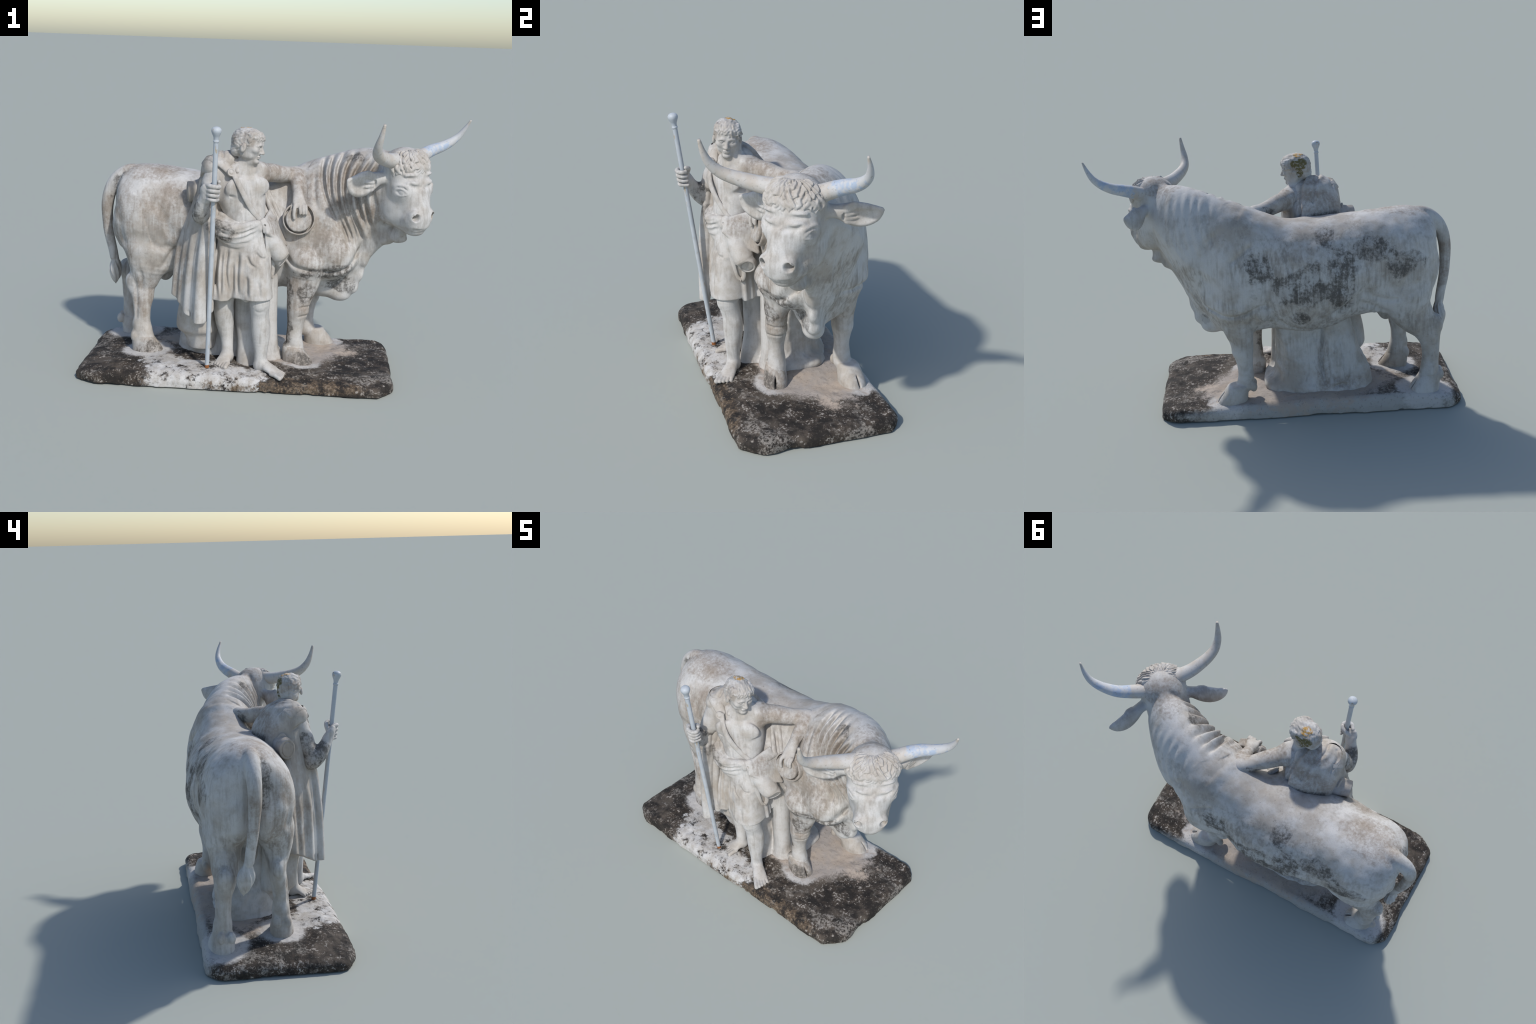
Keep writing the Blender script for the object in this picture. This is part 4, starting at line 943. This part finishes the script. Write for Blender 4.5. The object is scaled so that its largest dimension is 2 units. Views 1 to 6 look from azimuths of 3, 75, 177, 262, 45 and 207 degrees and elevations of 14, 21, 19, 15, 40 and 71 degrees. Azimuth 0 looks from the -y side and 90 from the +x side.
# long gathers fanning out from the shoulder to the hem
def gather(u, z):
    zs = (.34, .45, .67, .81, .93, 1.06); i = zs
    A = [(-.504, -.108), (-.502, -.106), (-.484, -.095), (-.445, -.09), (-.40, -.092), (-.352, -.102)]
    B = [(-.358, -.276), (-.355, -.276), (-.344, -.265), (-.332, -.25), (-.322, -.23), (-.308, -.205)]
    ax = np.interp(z, zs, [p[0] for p in A]); ay = np.interp(z, zs, [p[1] for p in A])
    bx = np.interp(z, zs, [p[0] for p in B]); by = np.interp(z, zs, [p[1] for p in B])
    return ax+(bx-ax)*u, ay+(by-ay)*u
for i, u in enumerate((.0, .10, .25, .36, .57, .79, 1.0)):
    hem = (.43, .415, .395, .375, .352, .335, .335)[i]-.04
    r = (.020, .010, .018, .009, .026, .013, .024)[i]; w = (.0, .02, -.02, .03, -.03, .02, 0)[i]
    cl.add(limb([(*gather(.5+(u-.5)*.9, 1.06), 1.06, r*.55), (*gather(u, .93), .93, r*.8), (*gather(u+w, .80), .80, r), (*gather(u-w, .67), .67, r*1.05), (*gather(u, .53), .53, r*1.1), (*gather(u, hem), hem, r*1.15)], 18), 1, .009)
def below_hem(X, Y, Z):
    u = ((X+.508)*f32(.146)+(Y+.112)*f32(-.172))/f32(.0509)
    zh = np.interp(u, (0, .25, .5, .75, 1.), (.435, .408, .378, .345, .338)).astype(f32)
    return (Z-zh)*f32(.9)
cl.cut((below_hem, V(-.56, -.34, .24), V(-.30, -.04, .46)), .006)
for rows in ([(-.30, -.182, 1.0, .010), (-.318, -.227, .8, .016), (-.330, -.256, .6, .020), (-.335, -.268, .355, .021)], [(-.285, -.18, .9, .012), (-.302, -.215, .7, .019), (-.306, -.230, .40, .022)]):
    cl.add(limb(rows, 12), 1, .010)
# lower cloth hanging behind to the ground
cl.add(section(2, [(.12, -.365, .01, .075, .09), (.20, -.375, -.01, .09, .095), (.235, -.385, -.025, .112, .105), (.27, -.388, -.03, .114, .105), (.36, -.385, -.04, .105, .10), (.50, -.37, -.05, .085, .09), (.65, -.34, -.05, .08, .08)], turn=0, power=2.4, rnd=.012), 1, .03)
cl.cut(ellipsoid((-.42, -.16, .16), (.06, .05, .05)), .02)
# diagonal folds across the back
for c, a_ in (([(-.138, .05), (-.161, -.054), (-.190, -.138), (-.206, -.186)], .012), ([(-.213, .02), (-.241, -.067), (-.264, -.123), (-.259, -.180)], .010), ([(-.377, .0), (-.376, -.081), (-.396, -.130)], .010), ([(-.328, -.072), (-.330, -.137), (-.308, -.173)], .009)):
    cl.seam(c, a_, .008, 2, .93, 1.24, taper=False)
    cl.seam([(x-.018, y) for x, y in c], -a_*.5, .012, 2, .93, 1.24, taper=False)
cl.line([(-.27, -.205, 1.125), (-.31, -.20, 1.11), (-.35, -.17, 1.09), (-.375, -.12, 1.06)], .012, .010)
cloak = carve(cl, {1: 'cloak'}, lambda l, o: statue, M_CLOTH)[1]
del cl

# --- cape end, satchel, gourd and straps at the left hip; bed roll on the back
sa = Solid((-.48, -.29, .52), (.14, .10, 1.18), .0030)
# bedroll behind the right shoulder
ax_ = unit((-.97, -.22, -.05)); e0 = V(-.452, -.092, .985)
up_ = unit(V(0, 0, 1)-(V(0, 0, 1)@ax_)*ax_); sd2 = np.cross(ax_, up_)
sa.add(loft([(*(e0-ax_*.26), .060, .052), (*(e0-ax_*.12), .059, .052), (*(e0-ax_*.06), .056, .048)], up_, n=9), 1, 0)
sa.add(drum(e0-ax_*.05, ax_, .054, .045, .006, .044, up_), 1, .006)
sa.cut(drum(e0, ax_, .043, .008, .002, .033, up_), .002)
sa.add(drum(e0-ax_*.012, ax_, .039, .010, .003, .029, up_), 1, .001)
# satchel flap: cloth over the gourd
sA, sB, sC, sD = V(-.040, -.214, .868), V(-.022, -.226, .818), V(.070, -.088, .728), V(-.018, -.075, .90)
cloth_patch(sa, sA, sB, sC, sD, (.012, -.012, .0), .0085, 2, 16)
sa.add(limb([(*(sB+V(0, -.002, -.002)), .009), (.028, -.166, .768, .0105), (*sC, .009)], 9), 2, .005)
# cape end between the ribs and the bull: two hanging folds
cloth_patch(sa, (-.06, .0, 1.0), (.03, -.06, .745), (.072, -.04, .74), (-.035, .04, 1.0), (.0, .0, 0), .010, 2, 6)
for a_, b_, c_ in (((-.055, -.015, .985), (-.005, -.055, .88), (.042, -.08, .765)), ((-.035, .015, .985), (.02, -.025, .88), (.066, -.06, .765))):
    sa.add(limb([(*a_, .010), (*b_, .014), (*c_, .013)], 10), 2, .007)
# gourd
g1 = V(.066, -.140, .658); gx = unit((.55, .22, -.80)); ga = unit((.80, -.32, -.50)); gs = unit(V(0, .3, 1)-(V(0, .3, 1)@ga)*ga)
sa.add(loft([(*(g1-gx*.17), .040, .040), (*(g1-gx*.11), .050, .048), (*(g1-gx*.05), .052, .048), (*(g1-gx*.03-ga*.005), .047, .043)], (.4, .9, .2), n=14, cap=.012), 3, .004)
sa.add(drum(g1-ga*.016, ga, .046, .018, .005, .041, gs), 3, .010)
sa.cut(drum(g1+ga*.004, ga, .036, .007, .002, .031, gs), .002)
sa.add(drum(g1-ga*.008, ga, .0325, .008, .003, .0275, gs), 3, .001)
sa.line([g1+ga*.001-gs*.03, g1+ga*.001+gs*.03], .004, .002, taper=False)
# strap hanging in a loop
sa.add(loft([(-.025, -.212, .82, .016, .007), (-.018, -.205, .74, .016, .007), (-.010, -.195, .66, .016, .007), (-.004, -.18, .59, .014, .008), (.004, -.155, .57, .012, .008), (.012, -.145, .60, .012, .007), (.008, -.15, .66, .012, .006)], (.6, .8, 0), n=22), 4, .004)
# baldric across the chest
pts = [BF.w(*p) for p in [(-.095, .058, 1.12), (-.080, .090, 1.07), (-.058, .106, 1.02), (-.030, .107, .97), (.004, .101, .92), (.042, .097, .88), (.070, .094, .85)]]
sa.add(loft([(*p, .0145, .0085) for p in pts], unit(E_*.85+V(0, 0, .52)-N_*.10), n=22), 4, .003)
sa.add(loft([(-.050, -.212, .875, .022, .010), (-.034, -.214, .852, .020, .010), (-.024, -.212, .825, .026, .011)], (.7, .5, 0), n=8), 4, .005)
sa.cut(ellipsoid((-.036, -.226, .853), (.006, .012, .006)), .002)
# shoulder strap and round buckle
sa.add(loft([(-.216, -.215, 1.112, .022, .012), (-.25, -.208, 1.148, .030, .014), (-.29, -.190, 1.172, .036, .016), (-.325, -.155, 1.175, .036, .016), (-.35, -.11, 1.15, .034, .014)], (.45, .6, .35), n=12), 4, .005)
sa.add(loft([(-.185, -.195, 1.115, .012, .010), (-.19, -.165, 1.155, .016, .012), (-.20, -.12, 1.18, .022, .012)], (1, -.2, 0), n=9), 4, .005)
bn = unit(N_*.9+V(-.1, 0, .3)); bl = unit(np.cross(V(0, 0, 1), bn)); bu = np.cross(bn, bl); bc = V(-.217, -.224, 1.111)
bc = bc+bn*.010
sa.add(drum(bc, bn, .0205, .010, .003), 5, .002)
sa.cut(drum(bc+bn*.012, bn, .0145, .006, .001), .002)
sa.add(drum(bc+bn*.002, bn, .0105, .009, .004), 5, .001)
carve(sa, {1: 'bedroll', 2: 'satchel', 3: 'gourd', 4: 'strap', 5: 'buckle'}, lambda l, o: {1: cloak, 2: statue, 3: o[2], 4: statue, 5: o[4]}[l], M_CLOTH)
del sa

# --- hat held in the left hand: brim bent up round a shallow crown
hat = Solid((.02, -.20, .75), (.25, -.02, .98), .0028)
hn = unit((.04, -1, .12)); hu = unit(V(0, 0, 1)-(V(0, 0, 1)@hn)*hn); hl = np.cross(hu, hn); hc = V(.132, -.088, .868)
hax2 = [hl, hu, hn]
hat.add(drum(hc-hn*.006, hn, .084, .022, .006), 1, 0)                    # brim turned up
hat.cut(drum(hc+hn*.022, hn, .0775, .032, .003), .003)
hat.add(drum(hc+hn*.004, hn, .065, .024, .007), 1, .003)                 # crown
hat.cut(ellipsoid(hc+hn*.040, (.054, .054, .018), hax2), .004)
hat.cut(ellipsoid(hc+hn*.012+hu*.08, (.06, .02, .03), hax2), .006)
hat.rough(.003, .035, 8, 2)
carve(hat, {1: 'hat'}, lambda l, o: statue, M_CLOTH)
del hat

# --- staff
rows = []
L = np.linalg.norm(stf1-stf0)
for t, r in [(0, .0115), (.03, .0115), (.5, .0118), (L-.10, .0122), (L-.060, .0122), (L-.055, .0142), (L-.049, .0142), (L-.044, .0122), (L-.03, .0145), (L-.015, .021), (L-.004, .0245), (L+.006, .0235), (L+.014, .017), (L+.018, .008), (L+.0185, .002)]:
    rows.append((*(stf0+sd_*t), r))
put('staff', tube_mesh('staff', rows, 20, 90), statue, M_STAFF)

# ================================================================== ROCK SUPPORT under the belly, behind his legs
rk = Solid((-.56, -.22, .03), (.10, .36, .62), .0046)
rk.add(section(2, [(.05, -.12, .12, .155, .16), (.12, -.11, .115, .14, .155), (.22, -.10, .11, .125, .14), (.32, -.095, .11, .118, .135), (.42, -.10, .12, .122, .13), (.55, -.11, .13, .13, .12)], power=2.6, rnd=.03), 1, 0)
rk.add(section(2, [(.05, -.37, .14, .148, .15), (.12, -.37, .13, .143, .145), (.22, -.355, .12, .122, .135), (.35, -.32, .11, .11, .13), (.45, -.29, .11, .105, .12), (.55, -.27, .11, .10, .11)], power=2.6, rnd=.03), 1, .04)
rk.add(section(2, [(.05, -.24, .12, .14, .165), (.15, -.235, .115, .12, .145), (.3, -.22, .11, .11, .125), (.55, -.2, .11, .10, .115)], power=2.3, rnd=.03), 1, .04)
rk.add(ellipsoid((.02, .10, .08), (.07, .16, .06)), 1, .04)
rk.add(ellipsoid((-.25, .14, .08), (.26, .17, .07)), 1, .05)
rk.rough(.012, .10, 21, 3)
# smooth stump between his legs
rk.add(limb([(-.105, -.10, .05, .065), (-.115, -.075, .2, .055), (-.14, -.06, .35, .06), (-.14, -.05, .5, .07)]), 1, .03)
rk.add(limb([(-.0, -.025, .05, .065), (.0, -.02, .15, .05), (-.01, -.015, .3, .05), (-.02, .0, .6, .055)]), 1, .03)
rk.add(limb([(-.20, .02, .06, .06), (-.2, .02, .5, .06)]), 1, .03)
rk.seam([(-.225, .56), (-.238, .40), (-.222, .25), (-.245, .08)], .022, .012, 1, .05, .36)
rk.seam([(-.31, .45), (-.345, .30), (-.36, .17), (-.35, .13)], .012, .018, 1, .05, .36)
rk.seam([(-.27, .10), (-.33, .112), (-.38, .10)], .014, .010, 1, .05, .36)
carve(rk, {1: 'rock_support'}, lambda l, o: statue, M_ROCK)
del rk
# ================================================================== SLAB
slab = Solid((-1.02, -.37, -.02), (.70, .46, .12), .006)
edge = [(-.905, -.346), (.585, -.342), (.660, -.25), (.668, .36), (.610, .412), (-.915, .412), (-.99, .345), (-1.005, -.275)]
def slab_fn(X, Y, Z):
    d = None; k = f32(.02); n = len(edge)
    for i in range(n):
        a, b = V(*edge[i]), V(*edge[(i+1) % n]); t = unit(b-a); nx, ny = t[1], -t[0]
        e = (X-f32(a[0]))*f32(nx)+(Y-f32(a[1]))*f32(ny)
        if d is None: d = e
        else:
            h = np.maximum(k-np.abs(d-e), 0)/k; d = np.maximum(d, e)+h*h*k*.25
    top = np.interp(X, [-1, -.93, -.8, -.6, -.25, 0, .2, .45, .7], [.055, .072, .084, .088, .087, .079, .071, .067, .062]).astype(f32)-f32(.012)*smoothstep(-.22, -.34, Y).astype(f32)
    d = d+np.maximum(Z-.035, 0)*.30
    e = Z-top; r = f32(.028)
    q = np.maximum(d+r, 0); w = np.maximum(e+r, 0)
    dd = np.minimum(np.maximum(d+r, e+r), 0)+np.sqrt(q*q+w*w)-r
    return np.maximum(dd, -Z)
slab.add((slab_fn, V(-1.01, -.36, 0), V(.69, .45, .1)), 1, 0)
slab.rough(.006, .11, 4, 3)
slab.rough(.0018, .02, 9, 2)
slab.D[:, :, slab.ax[2] < 0] = .05
carve(slab, {1: 'slab'}, lambda l, o: statue, M_BASE)
del slab
